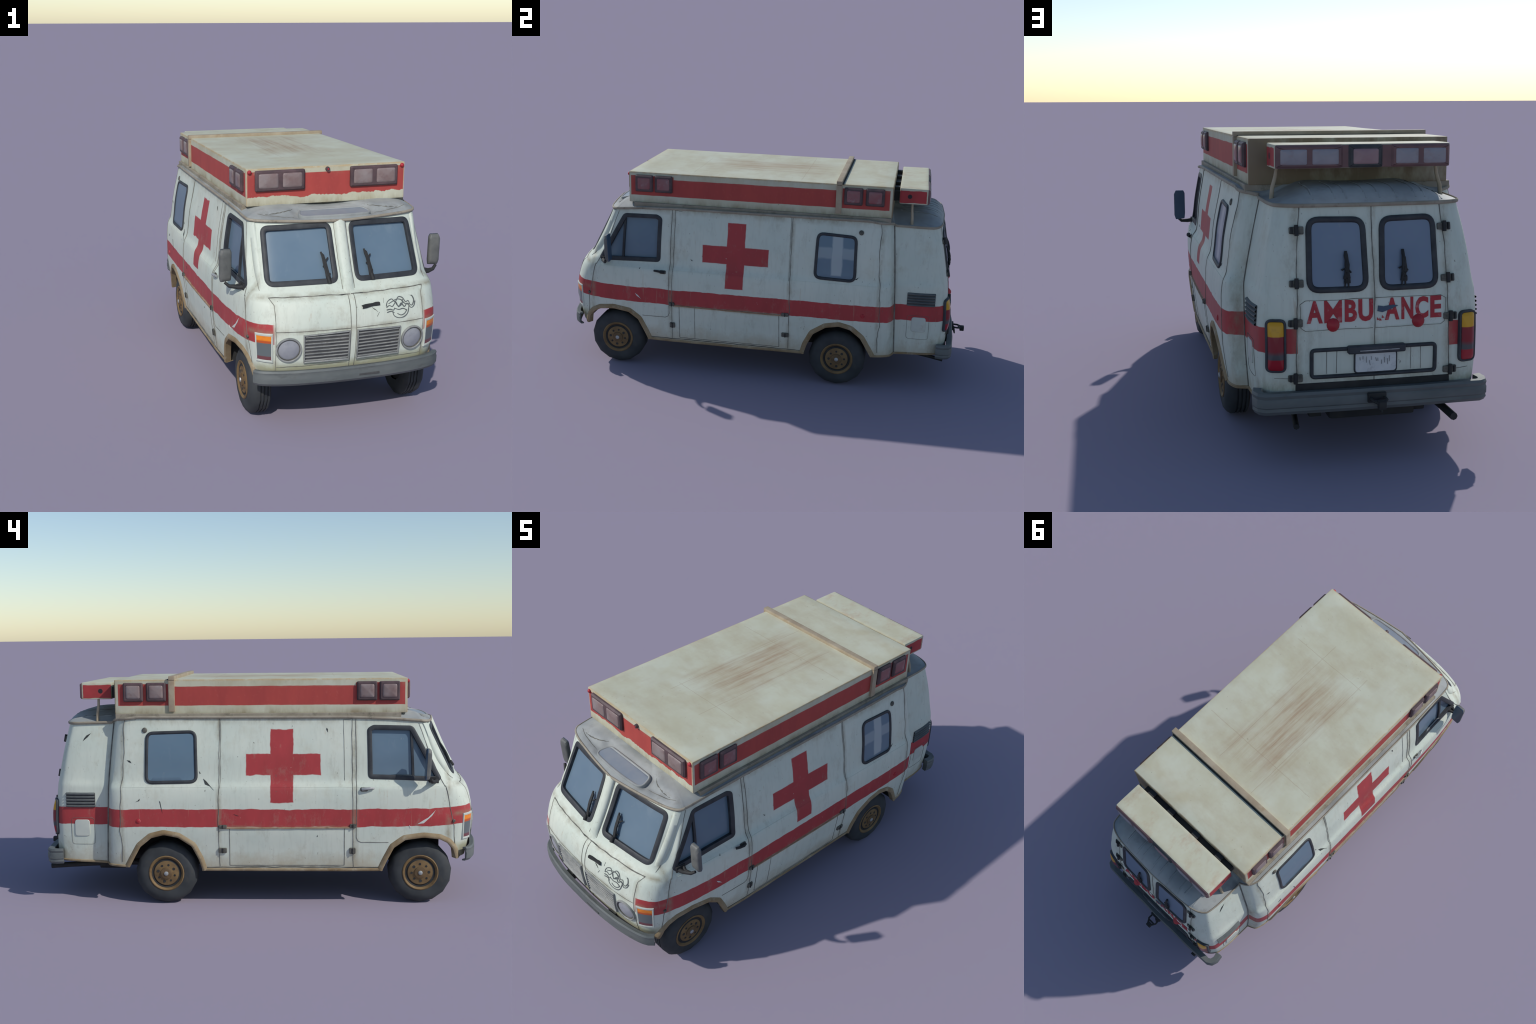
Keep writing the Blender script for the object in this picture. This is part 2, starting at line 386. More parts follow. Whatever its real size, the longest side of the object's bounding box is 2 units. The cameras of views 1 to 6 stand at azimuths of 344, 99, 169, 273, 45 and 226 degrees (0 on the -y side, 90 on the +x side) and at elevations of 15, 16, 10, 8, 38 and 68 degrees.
def pchip(xs, ys, x):
    """Monotone cubic through the points (no overshoot)."""
    xs, ys, x = np.asarray(xs, float), np.asarray(ys, float), np.asarray(x, float)
    h = np.diff(xs); d = np.diff(ys) / h; m = np.zeros(len(xs))
    m[0], m[-1] = d[0], d[-1]
    for i in range(1, len(xs) - 1):
        if d[i - 1] * d[i] > 0:
            w1, w2 = 2 * h[i] + h[i - 1], h[i] + 2 * h[i - 1]
            m[i] = (w1 + w2) / (w1 / d[i - 1] + w2 / d[i])
    x = np.clip(x, xs[0], xs[-1]); i = np.clip(np.searchsorted(xs, x) - 1, 0, len(xs) - 2)
    t = (x - xs[i]) / h[i]
    return ((2 * t**3 - 3 * t**2 + 1) * ys[i] + (t**3 - 2 * t**2 + t) * h[i] * m[i]
            + (-2 * t**3 + 3 * t**2) * ys[i + 1] + (t**3 - t**2) * h[i] * m[i + 1])


# ------------------------------------------------------------------ hull : plan contour at every height
# each column : list of (z, x, y) control points, from the front centre round the +x flank to the rear centre
COLUMNS = [
    [(.14, 0, -.945), (.25, 0, -.962), (.29, 0, -.972), (.395, 0, -.982), (.415, 0, -.982), (.46, 0, -.977), (.498, 0, -.965), (.520, 0, -.950), (.536, 0, -.930), (.565, 0, -.912), (.62, 0, -.882), (.83, 0, -.788)],
    [(.14, .16, -.940), (.25, .16, -.955), (.29, .16, -.965), (.395, .16, -.974), (.415, .16, -.974), (.46, .16, -.968), (.498, .16, -.955), (.520, .16, -.940), (.536, .16, -.917), (.565, .16, -.895), (.62, .16, -.866), (.83, .16, -.767)],
    [(.14, .30, -.915), (.25, .302, -.938), (.29, .305, -.945), (.395, .308, -.953), (.415, .309, -.951), (.46, .313, -.939), (.498, .316, -.924), (.520, .318, -.909), (.536, .318, -.891), (.565, .316, -.868), (.62, .314, -.840), (.83, .306, -.737)],
    [(.14, .347, -.888), (.21, .352, -.896), (.29, .364, -.908), (.395, .371, -.910), (.46, .374, -.895), (.515, .374, -.872), (.545, .368, -.850), (.565, .358, -.828), (.83, .336, -.725)],
    [(.14, .372, -.862), (.29, .381, -.862), (.395, .392, -.856), (.515, .392, -.830), (.55, .380, -.806), (.66, .366, -.765), (.83, .345, -.700)],
    [(.14, .392, -.62), (.245, .406, -.62), (.357, .417, -.62), (.46, .421, -.62), (.515, .416, -.62), (.55, .390, -.62), (.66, .378, -.62), (.83, .351, -.60)],
    [(.14, .402, -.42), (.245, .417, -.42), (.357, .426, -.42), (.46, .427, -.42), (.515, .421, -.42), (.55, .400, -.42), (.66, .387, -.42), (.83, .358, -.42)],
    [(.14, .405, .0), (.245, .419, .0), (.357, .431, .0), (.46, .429, .0), (.515, .423, .0), (.55, .407, .0), (.66, .392, .0), (.77, .370, .0), (.83, .360, .0)],
    [(.14, .405, .40), (.245, .420, .40), (.357, .431, .40), (.46, .430, .40), (.515, .424, .40), (.55, .411, .40), (.66, .397, .40), (.77, .375, .40), (.83, .360, .40)],
    [(.14, .402, .565), (.245, .417, .565), (.357, .429, .565), (.46, .428, .565), (.515, .423, .56), (.55, .409, .555), (.66, .394, .548), (.77, .371, .545), (.83, .358, .545)],
    [(.14, .385, .635), (.357, .408, .628), (.515, .408, .622), (.55, .395, .614), (.66, .374, .603), (.83, .337, .594)],
    [(.14, .349, .655), (.357, .360, .645), (.515, .361, .638), (.55, .356, .636), (.66, .334, .628), (.83, .296, .614)],
    [(.14, .346, .75), (.357, .363, .75), (.515, .360, .745), (.55, .350, .74), (.66, .331, .73), (.83, .294, .715)],
    [(.14, .334, .850), (.357, .352, .853), (.515, .345, .845), (.55, .338, .840), (.66, .321, .825), (.83, .284, .792)],
    [(.14, .296, .892), (.357, .306, .890), (.515, .300, .882), (.55, .295, .876), (.66, .278, .857), (.83, .245, .820)],
    [(.14, .22, .905), (.25, .22, .900), (.357, .22, .899), (.515, .22, .890), (.55, .22, .883), (.66, .21, .862), (.83, .19, .832)],
    [(.14, 0, .907), (.25, 0, .903), (.357, 0, .902), (.515, 0, .894), (.66, 0, .872), (.83, 0, .840)],
]
ZT = np.arange(.14, .8301, .005)
KX = np.array([pchip([p[0] for p in c], [p[1] for p in c], ZT) for c in COLUMNS]).T      # [z, key]
KY = np.array([pchip([p[0] for p in c], [p[2] for p in c], ZT) for c in COLUMNS]).T
NK, BREAK = len(COLUMNS), 11
UF = np.linspace(0, NK - 1, 801)


def smooth_row(vals):
    """Through the keys along the contour, with a hard valley at the step seam."""
    k = np.arange(NK)
    a = pchip(k[:BREAK + 1], vals[:BREAK + 1], UF)
    b = pchip(k[BREAK:], vals[BREAK:], UF)
    return np.where(UF <= BREAK, a, b)


# pchip over key index needs arc-length spacing to keep tangents sane: use chord lengths at the belt row
REF = int(np.argmin(abs(ZT - .45)))
CH = np.concatenate([[0], np.cumsum(np.hypot(np.diff(KX[REF]), np.diff(KY[REF])))])


def contour_rows():
    out = []
    s = np.interp(UF, np.arange(NK), CH)
    for i in range(len(ZT)):
        r = []
        for K in (KX[i], KY[i]):
            a = pchip(CH[:BREAK + 1], K[:BREAK + 1], s)
            b = pchip(CH[BREAK:], K[BREAK:], s)
            r.append(np.where(UF <= BREAK, a, b))
        out.append(np.stack(r, -1))
    return np.array(out)


ROWS = contour_rows()            # [z, u, xy]
S_ALL = np.interp(UF, np.arange(NK), CH)
S_END = CH[-1]


def zi(z):
    f = (min(max(z, .14), .8299) - .14) / .005; i = min(int(f), len(ZT) - 2); return i, f - i


def hull(s, z):
    """Point of the hull at arc length s and height z on the +x half."""
    i, t = zi(z); r = ROWS[i] * (1 - t) + ROWS[i + 1] * t
    return float(np.interp(s, S_ALL, r[:, 0])), float(np.interp(s, S_ALL, r[:, 1]))


IU = lambda k: int(round(k / (NK - 1) * 800))


def side_x(y, z):
    i, t = zi(z); r = ROWS[i] * (1 - t) + ROWS[i + 1] * t
    a, b = IU(3), IU(14)
    return float(np.interp(y, r[a:b, 1], r[a:b, 0]))


def front_y(x, z):
    i, t = zi(z); r = ROWS[i] * (1 - t) + ROWS[i + 1] * t
    b = IU(4); return float(np.interp(abs(x), r[:b, 0], r[:b, 1]))


def rear_y(x, z):
    i, t = zi(z); r = ROWS[i] * (1 - t) + ROWS[i + 1] * t
    a = IU(13); return float(np.interp(abs(x), r[a:, 0][::-1], r[a:, 1][::-1]))


def with_normal(P, a, b, h, e=.004, flip=1):
    p = P(a, b)
    du = P(a + e, b) - P(a - e, b); dv = P(a, b + e) - P(a, b - e)
    n = du.cross(dv).normalized() * flip
    return p + n * h


def on_side(sg):
    P = lambda a, b: Vector((sg * side_x(a, b), a, b))
    return lambda a, b, h=0.: with_normal(P, a, b, h, flip=sg)


_pf = lambda a, b: Vector((a, front_y(a, b), b))
on_front = lambda a, b, h=0.: with_normal(_pf, a, b, h, flip=1)
_pr = lambda a, b: Vector((a, rear_y(a, b), b))
on_rear = lambda a, b, h=0.: with_normal(_pr, a, b, h, flip=-1)


# ------------------------------------------------------------------ outline tools
def round_poly(pts, r, seg=7):
    out = []; n = len(pts)
    rs = r if isinstance(r, (list, tuple)) else [r] * n
    for i in range(n):
        p, a, b = Vector(pts[i]), Vector(pts[i - 1]), Vector(pts[(i + 1) % n])
        da, db = (a - p).normalized(), (b - p).normalized()
        ang = da.angle(db); d = min(rs[i] / math.tan(ang / 2), (a - p).length * .48, (b - p).length * .48)
        p0, p1 = p + da * d, p + db * d
        for k in range(seg + 1):
            t = k / seg
            out.append((p0 * (1 - t) + p * t) * (1 - t) + (p * (1 - t) + p1 * t) * t)
    return dense(out)


def dense(pts, step=.012):
    out = []
    for i in range(len(pts)):
        a, b = Vector(pts[i]), Vector(pts[(i + 1) % len(pts)])
        n = max(1, int((b - a).length / step))
        out += [a + (b - a) * (k / n) for k in range(n)]
    return out


def inset(pts, d):
    n = len(pts); out = []
    area = sum(pts[i].x * pts[(i + 1) % n].y - pts[(i + 1) % n].x * pts[i].y for i in range(n))
    sg = 1 if area > 0 else -1
    for i in range(n):
        t = (pts[(i + 1) % n] - pts[i - 1]).normalized()
        out.append(pts[i] + Vector((-t.y, t.x)) * d * sg)
    return out


def plate(outline, f, h, wall=.004, dome=0., rings=5, edge=.0015):
    """Filled panel that follows the surface f, standing h proud of it with a chamfered edge."""
    g = Geo(); c = sum(outline, Vector((0, 0))) / len(outline)
    loops = [[f(p.x, p.y, h - wall) for p in outline], [f(p.x, p.y, h - edge) for p in outline]]
    ins = inset(outline, edge)
    for k in range(rings):
        s = 1 - k / rings
        loops.append([f(*(c + (p - c) * s), h + dome * (1 - s * s)) for p in ins])
    g.grid(loops, True)
    o = len(g.v) - len(outline); g.v.append(tuple(f(c.x, c.y, h + dome))); m = len(g.v) - 1
    for j in range(len(outline)): g.f.append((o + j, o + (j + 1) % len(outline), m))
    return g


def ring(outline, w, f, h, base=-.003, inner=-.002):
    """Rounded rubber-like bead along a closed outline, w wide towards the inside."""
    g = Geo(); rows = []
    for fr, hh in ((0, base), (0, h * .45), (.18, h * .9), (.5, h), (.8, h * .85), (1, h * .35), (1, inner)):
        rows.append([f(p.x, p.y, hh) for p in inset(outline, w * fr)])
    return g.grid(rows, True)


def wire(pts, step=.012):
    out = []
    for a, b in zip(pts[:-1], pts[1:]):
        a, b = Vector(a), Vector(b); n = max(1, int((b - a).length / step))
        out += [a + (b - a) * (k / n) for k in range(n)]
    return out + [Vector(pts[-1])]


def curve(pts, n=5):
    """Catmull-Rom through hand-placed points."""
    P = [Vector(p) for p in pts]; P = [P[0]] + P + [P[-1]]; out = []
    for i in range(1, len(P) - 2):
        a, b, c, d = P[i - 1:i + 3]
        for k in range(n):
            t = k / n
            out.append(.5 * (2 * b + (c - a) * t + (2 * a - 5 * b + 4 * c - d) * t * t + (3 * b - a - 3 * c + d) * t ** 3))
    return [tuple(p) for p in out] + [tuple(P[-1])]


def strip(g, pts, w, f, h=.0012, jitter=.0, taper=False):
    """Thin ridge of width w along an open line lying on surface f."""
    pts = wire(pts); rows = []
    for i, p in enumerate(pts):
        t = (pts[min(i + 1, len(pts) - 1)] - pts[max(i - 1, 0)]).normalized(); nrm = Vector((-t.y, t.x))
        j = jitter * mnoise.noise(Vector((p.x * 22, p.y * 22, w * 900)))
        ww = w * (1 + .5 * mnoise.noise(Vector((p.x * 40, p.y * 40, 3.3))))
        if taper: ww *= math.sin(math.pi * min(max(i / (len(pts) - 1), .03), .97))
        c = p + nrm * j
        rows.append([f(*(c + nrm * ww * k), hh) for k, hh in ((-.5, -.001), (-.3, h), (.3, h), (.5, -.001))])
    return g.grid(rows)


def sliver(g, pts, f, h=.0013):
    o = dense([Vector(p) for p in pts], .006)
    q = plate(o, f, h, .003, rings=2, edge=.0004)
    return g.add(q.v, q.f)


# ------------------------------------------------------------------ hull mesh
ARCH_F = [(-.882, .200), (-.868, .246), (-.845, .273), (-.807, .293), (-.735, .303), (-.656, .293), (-.607, .258), (-.579, .202), (-.557, .1515)]
ARCH_R = [(.221, .1515), (.237, .205), (.267, .266), (.327, .306), (.390, .318), (.445, .304), (.496, .262), (.529, .203), (.548, .167)]


def bottom(x, y):
    """Lower edge of the bodywork."""
    if y < ARCH_F[0][0]: return .205 + .012 * (1 - min(1, abs(x) / .36))
    if y < ARCH_F[-1][0]: return float(np.interp(y, *zip(*ARCH_F)))
    if y < ARCH_R[0][0]: return .1515
    if y < ARCH_R[-1][0]: return float(np.interp(y, *zip(*ARCH_R)))
    return float(np.interp(y, [.546, .64, .70, .86], [.166, .170, .174, .180]))


def top(x, y):
    """Height of the eave."""
    return float(np.interp(y, [-.80, -.72, -.60, -.42, .50, .60, .63, .84], [.790, .802, .812, .819, .823, .812, .797, .792]))


def hull_columns():
    segs = []
    for k in range(NK - 1):
        L = CH[k + 1] - CH[k]; n = max(4, int(L / .0065))
        segs += list(np.linspace(CH[k], CH[k + 1], n, endpoint=False))
    return segs + [S_END]


SC = hull_columns()
NLOW, ZM = 20, .34
half = []
for s in SC:
    zb = .25
    for _ in range(12):
        x, y = hull(s, zb); zb = .5 * zb + .5 * bottom(x, y)
    zt = .80
    for _ in range(6):
        x, y = hull(s, zt); zt = top(x, y)
    zs = list(np.linspace(zb, ZM, NLOW, endpoint=False)) + list(ZM + (zt - ZM) * np.linspace(0, 1, 66))
    col = []
    for z in zs:
        x, y = hull(s, z)
        d = .0008 * mnoise.noise(Vector((x * 7, y * 7, z * 9))) + .0003 * mnoise.noise(Vector((x * 25, y * 25, z * 25)))
        col.append((max(0, x + d * (1 if x > .2 else 0)) if x > 1e-4 else 0, y + d * (1 if x <= .2 else .3), z))
    half.append(col)
EAVE = [c[-1] for c in half]
LOWER = [c[0] for c in half]
loop = half + [[(-x, y + .0005 * mnoise.noise(Vector((9 + x * 8, y * 8, z * 8))) * (x > 0), z) for x, y, z in c] for c in half[-2:0:-1]]
nr, ncol = len(half[0]), len(loop)
hv = [p for c in loop for p in c]
hf = [(i * nr + j, ((i + 1) % ncol) * nr + j, ((i + 1) % ncol) * nr + j + 1, i * nr + j + 1) for i in range(ncol) for j in range(nr - 1)]


def door_front(z):
    return float(np.interp(z, [.2, .28, .40, .52, .56, .80], [-.882, -.872, -.862, -.834, -.812, -.712]))


def region(x, y, z):
    ax = abs(x); sd = "+" if x > 0 else "-"
    if ax < .245 and y > .75: return ("rear_door", sd)
    if y > .64: return ("rear_quarter_panel", sd)
    if y < door_front(z):
        if z < .405: return ("nose_panel", "")
        if z < .528 and ax < .318: return ("hood", sd)
        return ("windscreen_surround", "")
    if y < -.446 and z > .282: return ("cab_door", sd)
    if -.430 < y < .146: return ("cargo_door", sd)
    if y <= -.430: return ("front_fender", sd)
    return ("side_panel", sd)


whole = bpy.data.meshes.new("hull"); whole.from_pydata(hv, [], hf); whole.update()
normals = np.zeros(len(hv) * 3); whole.vertices.foreach_get("normal", normals); normals = normals.reshape(-1, 3)
bpy.data.meshes.remove(whole)
# make sure they point outwards
cen = np.array(hv) * [1, .3, 0]
sgn = 1 if (normals * cen).sum() > 0 else -1
if sgn < 0: hf = [f[::-1] for f in hf]; normals = -normals
CAB_WIN = round_poly([(-.812, .556), (-.800, .543), (-.497, .556), (-.493, .772), (-.520, .786), (-.690, .781)], [.02, .012, .022, .035, .03, .03], 5)


def inside(poly, a, b):
    c = False
    for p, q in zip(poly, poly[1:] + poly[:1]):
        if (p.y > b) != (q.y > b) and a < (q.x - p.x) * (b - p.y) / (q.y - p.y) + p.x: c = not c
    return c


CUT = inset(CAB_WIN, .010)
SCREEN = round_poly([(.034, .566), (.321, .562), (.312, .779), (.036, .787)], .034, 6)
CUT_F = inset(SCREEN, .010)
groups = {}
for f in hf:
    c = np.mean([hv[i] for i in f], 0)
    if abs(c[0]) > .3 and -.83 < c[1] < -.48 and c[2] > .54 and inside(CUT, c[1], c[2]): continue
    if c[1] < -.70 and .55 < c[2] < .80 and inside(CUT_F, abs(c[0]), c[2]): continue
    groups.setdefault(region(*c), []).append(f)
for (nm, sd), fs in groups.items():
    used = sorted({i for f in fs for i in f}); ix = {v: k for k, v in enumerate(used)}
    o = new_obj(nm, [hv[i] for i in used], [[ix[i] for i in f] for f in fs], "body", fix=False, smooth=180)
    o.data.normals_split_custom_set_from_vertices([tuple(normals[i]) for i in used])

# ------------------------------------------------------------------ underside
g = Geo(); rows = []
for (x, y, z) in LOWER:
    up = .075 if (ARCH_F[0][0] - .01 < y < ARCH_F[-1][0] or ARCH_R[0][0] < y < ARCH_R[-1][0]) and x > .2 else .004
    rows.append([(x * k, y, z + (.006 if abs(k) > .98 else up)) for k in (1, .985, .97, .5, 0, -.5, -.97, -.985, -1)])
g.grid(rows)
g.obj("underbody", "under")
# inner walls of the wheel housings; the flat plates are added to block daylight
g = Geo()
for yc in (-.728, .385):
    for sg in (1, -1):
        g.box((min(sg * .17, sg * .23), yc - .10, .20), (max(sg * .17, sg * .23), yc + .09, .36), .01)
for sg in (1, -1):
    g.box((sg * .235 - .006, .20, .165), (sg * .235 + .006, .58, .40), .002)
    g.box((sg * .235 - .006, -.775, .165), (sg * .235 + .006, -.545, .39), .002)
g.tube([(-.30, .385, .138), (.30, .385, .138)], .022, 10)
g.tube([(-.28, -.728, .138), (.28, -.728, .138)], .018, 10)
for sg in (1, -1): g.box((sg * .17 - .02, -.56, .125), (sg * .17 + .02, .84, .17), .005)
g.obj("axle_frame_and_blockers", "under", smooth=40)

# ------------------------------------------------------------------ roof
NR = 22


def sstep(t, a, b):
    t = min(max((t - a) / (b - a), 0), 1); return t * t * (3 - 2 * t)


def scoop(x, y):
    """Sunken tray in the middle of the roof front, lobes beside it, creases behind the visor lip."""
    ax = abs(x)
    tray = .010 * sstep(ax, .185, .150) * sstep(y, -.785, -.755) * sstep(y, -.690, -.712)
    lip = math.exp(-((y + .765 - ax * .10) / .014) ** 2) * sstep(ax, .15, .19) * sstep(ax, .32, .27)
    return (-tray - .008 * lip) * sstep(y, -.64, -.66)


def roof_point(e, s):
    x, y, z = e
    cy = min(max(y, -.60), .56)
    px, py = x * s, cy + (y - cy) * s
    fr = max(0, min(1, (-.45 - y) / .2))
    rise = (.006 + .029 * fr) * (1 - s ** (2.2 + 4.5 * fr * sstep(abs(x), .22, .33)))
    if y > .58:      # ribbed dome : flat shoulders, rounded tail edge
        B = 1 - min(1, max(0, (py - .56) / (rear_y(px, .795) + .008 - .56))) ** 9
        rise = .046 * sstep(abs(px), .300, .150) * B + .004 * (1 - s ** 6)
    return (px, py, z + .003 + rise + scoop(px, py))


eave_full = EAVE + [(-x, y, z) for x, y, z in EAVE[-2:0:-1]]
outer = []
for i, (x, y, z) in enumerate(eave_full):
    a, b = eave_full[i - 1], eave_full[(i + 1) % len(eave_full)]
    t = Vector((b[0] - a[0], b[1] - a[1], 0))
    n = Vector((t.y, -t.x, 0)).normalized() if t.length else Vector((0, -1, 0))
    if n.dot(Vector((x, y * .35, 0))) < 0: n = -n
    w = .006 + .002 * (y < -.72)
    outer.append((x + n.x * w, y + n.y * w, z))
S = [1 - (k / NR) ** 1.5 for k in range(NR + 1)]
rows = [[(x, y, z - .004) for x, y, z in eave_full], [(x, y, z - .001) for x, y, z in outer]] + [[roof_point(e, s * 1.0) for e in outer] for s in S]
Geo().grid(rows, True).obj("roof", "roof", smooth=50)
# rain gutter bead
g = Geo(); rows = []
for k in range(9):
    a = 2 * math.pi * k / 8
    rows.append([(x + (x - ex) / .007 * .0042 * math.cos(a), y + (y - ey) / .007 * .0042 * math.cos(a), z + .001 + .006 * math.sin(a))
                 for (x, y, z), (ex, ey, _) in zip(outer, eave_full)])
g.grid(rows, True).obj("rain_gutter", "gutter", smooth=60)


def roof_z(x, y):
    """Height of the roof skin, by searching the nearest ring point in plan."""
    return ROOF_KD(x, y)


RP = np.array([roof_point(e, s) for e in outer for s in S])
def ROOF_KD(x, y):
    d = np.hypot(RP[:, 0] - x, RP[:, 1] - y); i = np.argsort(d)[:4]
    w = 1 / (d[i] + 1e-4); return float((RP[i, 2] * w).sum() / w.sum())


on_roof = lambda a, b, h=0.: Vector((a, b, roof_z(a, b) + h))
# skylight in the scoop and its rim
sky = round_poly([(-.150, -.772), (.150, -.772), (.132, -.716), (-.132, -.716)], .022, 5)
def sky_f(a, b, h=0.):
    t = (b + .772) / .056
    return Vector((a, b - .010 * (1 - (a / .15) ** 2) * (1 - t) - h * .3, .8055 + t * .010 + h * .95))
plate(sky, sky_f, .003, .012).obj("skylight", "skylight", smooth=40)
ring([p for p in inset(sky, -.007)], .009, sky_f, .006, base=-.014, inner=-.004).obj("skylight_rim", "roof", smooth=50)
for sg in (1, -1):
    g = Geo(); strip(g, curve([(sg * .170, -.758), (sg * .22, -.752), (sg * .27, -.744), (sg * .315, -.728)]), .004, on_roof, .001, taper=True)
    strip(g, curve([(sg * .160, -.705), (sg * .19, -.725), (sg * .24, -.735), (sg * .28, -.735)]), .004, on_roof, .001, taper=True)
    g.obj("visor_crease", "seam")
# pressed ribs across the rear dome
for xr in (-.235, -.178, -.147, -.085, -.030, .012, .075, .110, .178):
    g = Geo(); rows = []
    for t in np.linspace(0, 1, 14):
        y = .640 + t * (rear_y(xr, .795) - .640 - .004)
        rows.append([(xr + k * .004, y, roof_z(xr + k * .004, y) + hh) for k, hh in ((-1, -.003), (-.5, .0016), (.5, .0016), (1, -.003))])
    g.grid(rows).obj("roof_rib", "roof", smooth=60)
    g = Geo(); rows = []
    for t in np.linspace(0.05, .9, 14):
        y = .640 + t * (rear_y(xr, .795) - .640 - .004)
        rows.append([(xr + .006 + k * .0012, y, roof_z(xr + .006, y) + hh) for k, hh in ((-1, -.003), (0, .0012), (1, -.003))])
    g.grid(rows).obj("rib_crease", "seam")

# ------------------------------------------------------------------ dark strips laid on as panel seams, window sets, fittings on the flanks
for sg in (1, -1):
    F = on_side(sg)
    g = Geo()
    W = .0032
    strip(g, [(-.880, .215), (-.868, .35), (-.836, .50), (-.828, .525)], W, F, jitter=.003)          # door front
    strip(g, [(-.826, .522), (-.800, .57), (-.770, .64), (-.716, .79)], W, F, jitter=.002)
    strip(g, [(-.445, .812), (-.447, .55), (-.446, .305), (-.452, .290), (-.466, .282), (-.585, .281)], W, F, jitter=.002)
    strip(g, [(-.430, .815), (-.429, .73), (-.431, .36), (-.434, .168)], W * .9, F, jitter=.003)
    strip(g, [(-.395, .345), (-.396, .178)], W * .9, F, jitter=.001)
    strip(g, [(.101, .343), (.103, .177)], W * .9, F, jitter=.001)
    strip(g, [(-.396, .178), (.103, .177)], W, F, jitter=.001)
    strip(g, [(-.43, .812), (-.395, .808)], W * .6, F)
    strip(g, [(.143, .817), (.147, .50), (.150, .35), (.146, .172)], W, F, jitter=.003)
    strip(g, [(.137, .817), (.141, .52)], W * .6, F, jitter=.002)
    strip(g, [(.562, .812), (.560, .67), (.577, .45), (.580, .33), (.572, .26), (.578, .19)], W, F, jitter=.006)
    if sg < 0: strip(g, [(-.393, .81), (-.396, .55)], W * .5, F, jitter=.002)
    else: strip(g, [(-.317, .352), (-.318, .180)], W * .7, F, jitter=.001)
    # dark strip in the joint between the cab body and the narrower tail
    ps = [(hull(CH[BREAK], z)) for z in np.linspace(.175, .795, 40)]
    zz = np.linspace(.175, .795, 40)
    g.grid([[(sg * (x + .0015), y - .004, z), (sg * (x + .003), y, z), (sg * (x + .0015), y + .005, z)] for (x, y), z in zip(ps, zz)])
    # outline around the filler flap
    fo = round_poly([(.708, .258), (.812, .258), (.812, .378), (.708, .378)], .015, 4)
    strip(g, [tuple(p) for p in fo] + [tuple(fo[0])], W * .45, F)
    g.obj("seam_strip", "seam")
    # grooved waist crease
    g = Geo(); strip(g, [(-.80, .522), (-.45, .524), (.14, .524), (.56, .524)], .0022, F, .0005, jitter=.001)
    g.obj("waist_crease", "body")
    # cab door window
    gl = plate(inset(CAB_WIN, .006), F, -.013, .002).obj("cab_window", "glass", smooth=40)
    ring(CAB_WIN, .020, F, .0035, inner=-.014).obj("window_gasket", "gasket", parent=gl, smooth=50)
    rows = [[F(y, z, h) for y, h in ((-.684 - .008 * t - .006, -.014), (-.684 - .008 * t - .005, -.004), (-.684 - .008 * t + .005, -.004), (-.684 - .008 * t + .006, -.014))] for t, z in zip(np.linspace(0, 1, 10), np.linspace(.775, .555, 10))]
    Geo().grid(rows).obj("quarter_light_bar", "gasket", parent=gl)
    if sg < 0:
        g = Geo(); strip(g, [(-.515, .5705), (-.69, .570)], .005, F, -.008); g.obj("window_sill_trim", "chrome", parent=gl)
    # rear passenger window
    o = round_poly([(.256, .538), (.459, .533), (.455, .752), (.262, .760)] if sg > 0 else [(.237, .540), (.470, .536), (.466, .762), (.243, .768)], .036, 6)
    gl = plate(inset(o, .010), F, .002).obj("passenger_window", "glass_side", smooth=40)
    ring(o, .014, F, .0065).obj("window_gasket", "gasket", parent=gl, smooth=50)
    # round flush fittings
    def disc(c, r, name, mat, h=.003, n=18, dome=.0, par=None):
        return plate([Vector((c[0] + r * math.cos(2 * math.pi * k / n), c[1] + r * math.sin(2 * math.pi * k / n))) for k in range(n)], F, h, .006, dome, 3).obj(name, mat, smooth=40, parent=par)
    disc((.470, .768), .0115, "side_lamp", "hinge", .004, dome=.002)
    disc((.499, .377), .010, "reflector", "letter", .003)
    disc((.499, .377), .006, "reflector", "red", .0045)
    disc((-.866, .372), .0065, "side_button", "hinge", .006)
    # arch lips and sill edge, stained ochre
    for arch, lo in ((ARCH_F, -.02), (ARCH_R, 0)):
        pts = []
        ay, az = zip(*arch); tt = np.linspace(0, len(arch) - 1, 60)
        cy, cz = np.interp(tt, range(len(arch)), ay), np.interp(tt, range(len(arch)), az)
        mid = (ay[0] + ay[-1]) / 2
        rows = []
        for i in range(len(cy)):
            i0, i1 = max(i - 2, 0), min(i + 2, len(cy) - 1)
            t = Vector((cy[i1] - cy[i0], cz[i1] - cz[i0])).normalized(); n = Vector((-t.y, t.x))
            r = []
            for k, hh in ((-.002, -.020), (-.002, .005), (.004, .0085), (.010, .007), (.018, .0025), (.022, -.002)):
                q = Vector((cy[i], cz[i])) + n * k
                r.append(F(q.x, max(q.y, .150), hh))
            rows.append(r)
        Geo().grid(rows).obj("wheel_arch_lip", "trim", smooth=50)
    g = Geo(); rows = []
    for y in np.linspace(-.562, .226, 60):
        w = .0012 * mnoise.noise(Vector((y * 14, sg, 2)))
        rows.append([F(y, .1525, -.03), F(y, .1505, .002 + w), F(y, .1565, .005 + w), F(y, .161, .004), F(y, .165, -.001)])
    g.grid(rows).obj("sill_trim", "trim", smooth=50)
    g = Geo(); strip(g, [(-.56, .1680), (-.2, .1695), (.22, .1680)], .004, F, .0012, jitter=.002)  # dark strip laid just above the sill trim
    g.obj("sill_strip", "tear")
    g = Geo(); rows = []
    for y in np.linspace(.55, .86, 40):
        zb = bottom(.35, y)
        rows.append([F(y, zb, -.02), F(y, zb - .001, .003), F(y, zb + .006, .004), F(y, zb + .010, -.001)])
    g.grid(rows).obj("skirt_trim", "trim", smooth=50)
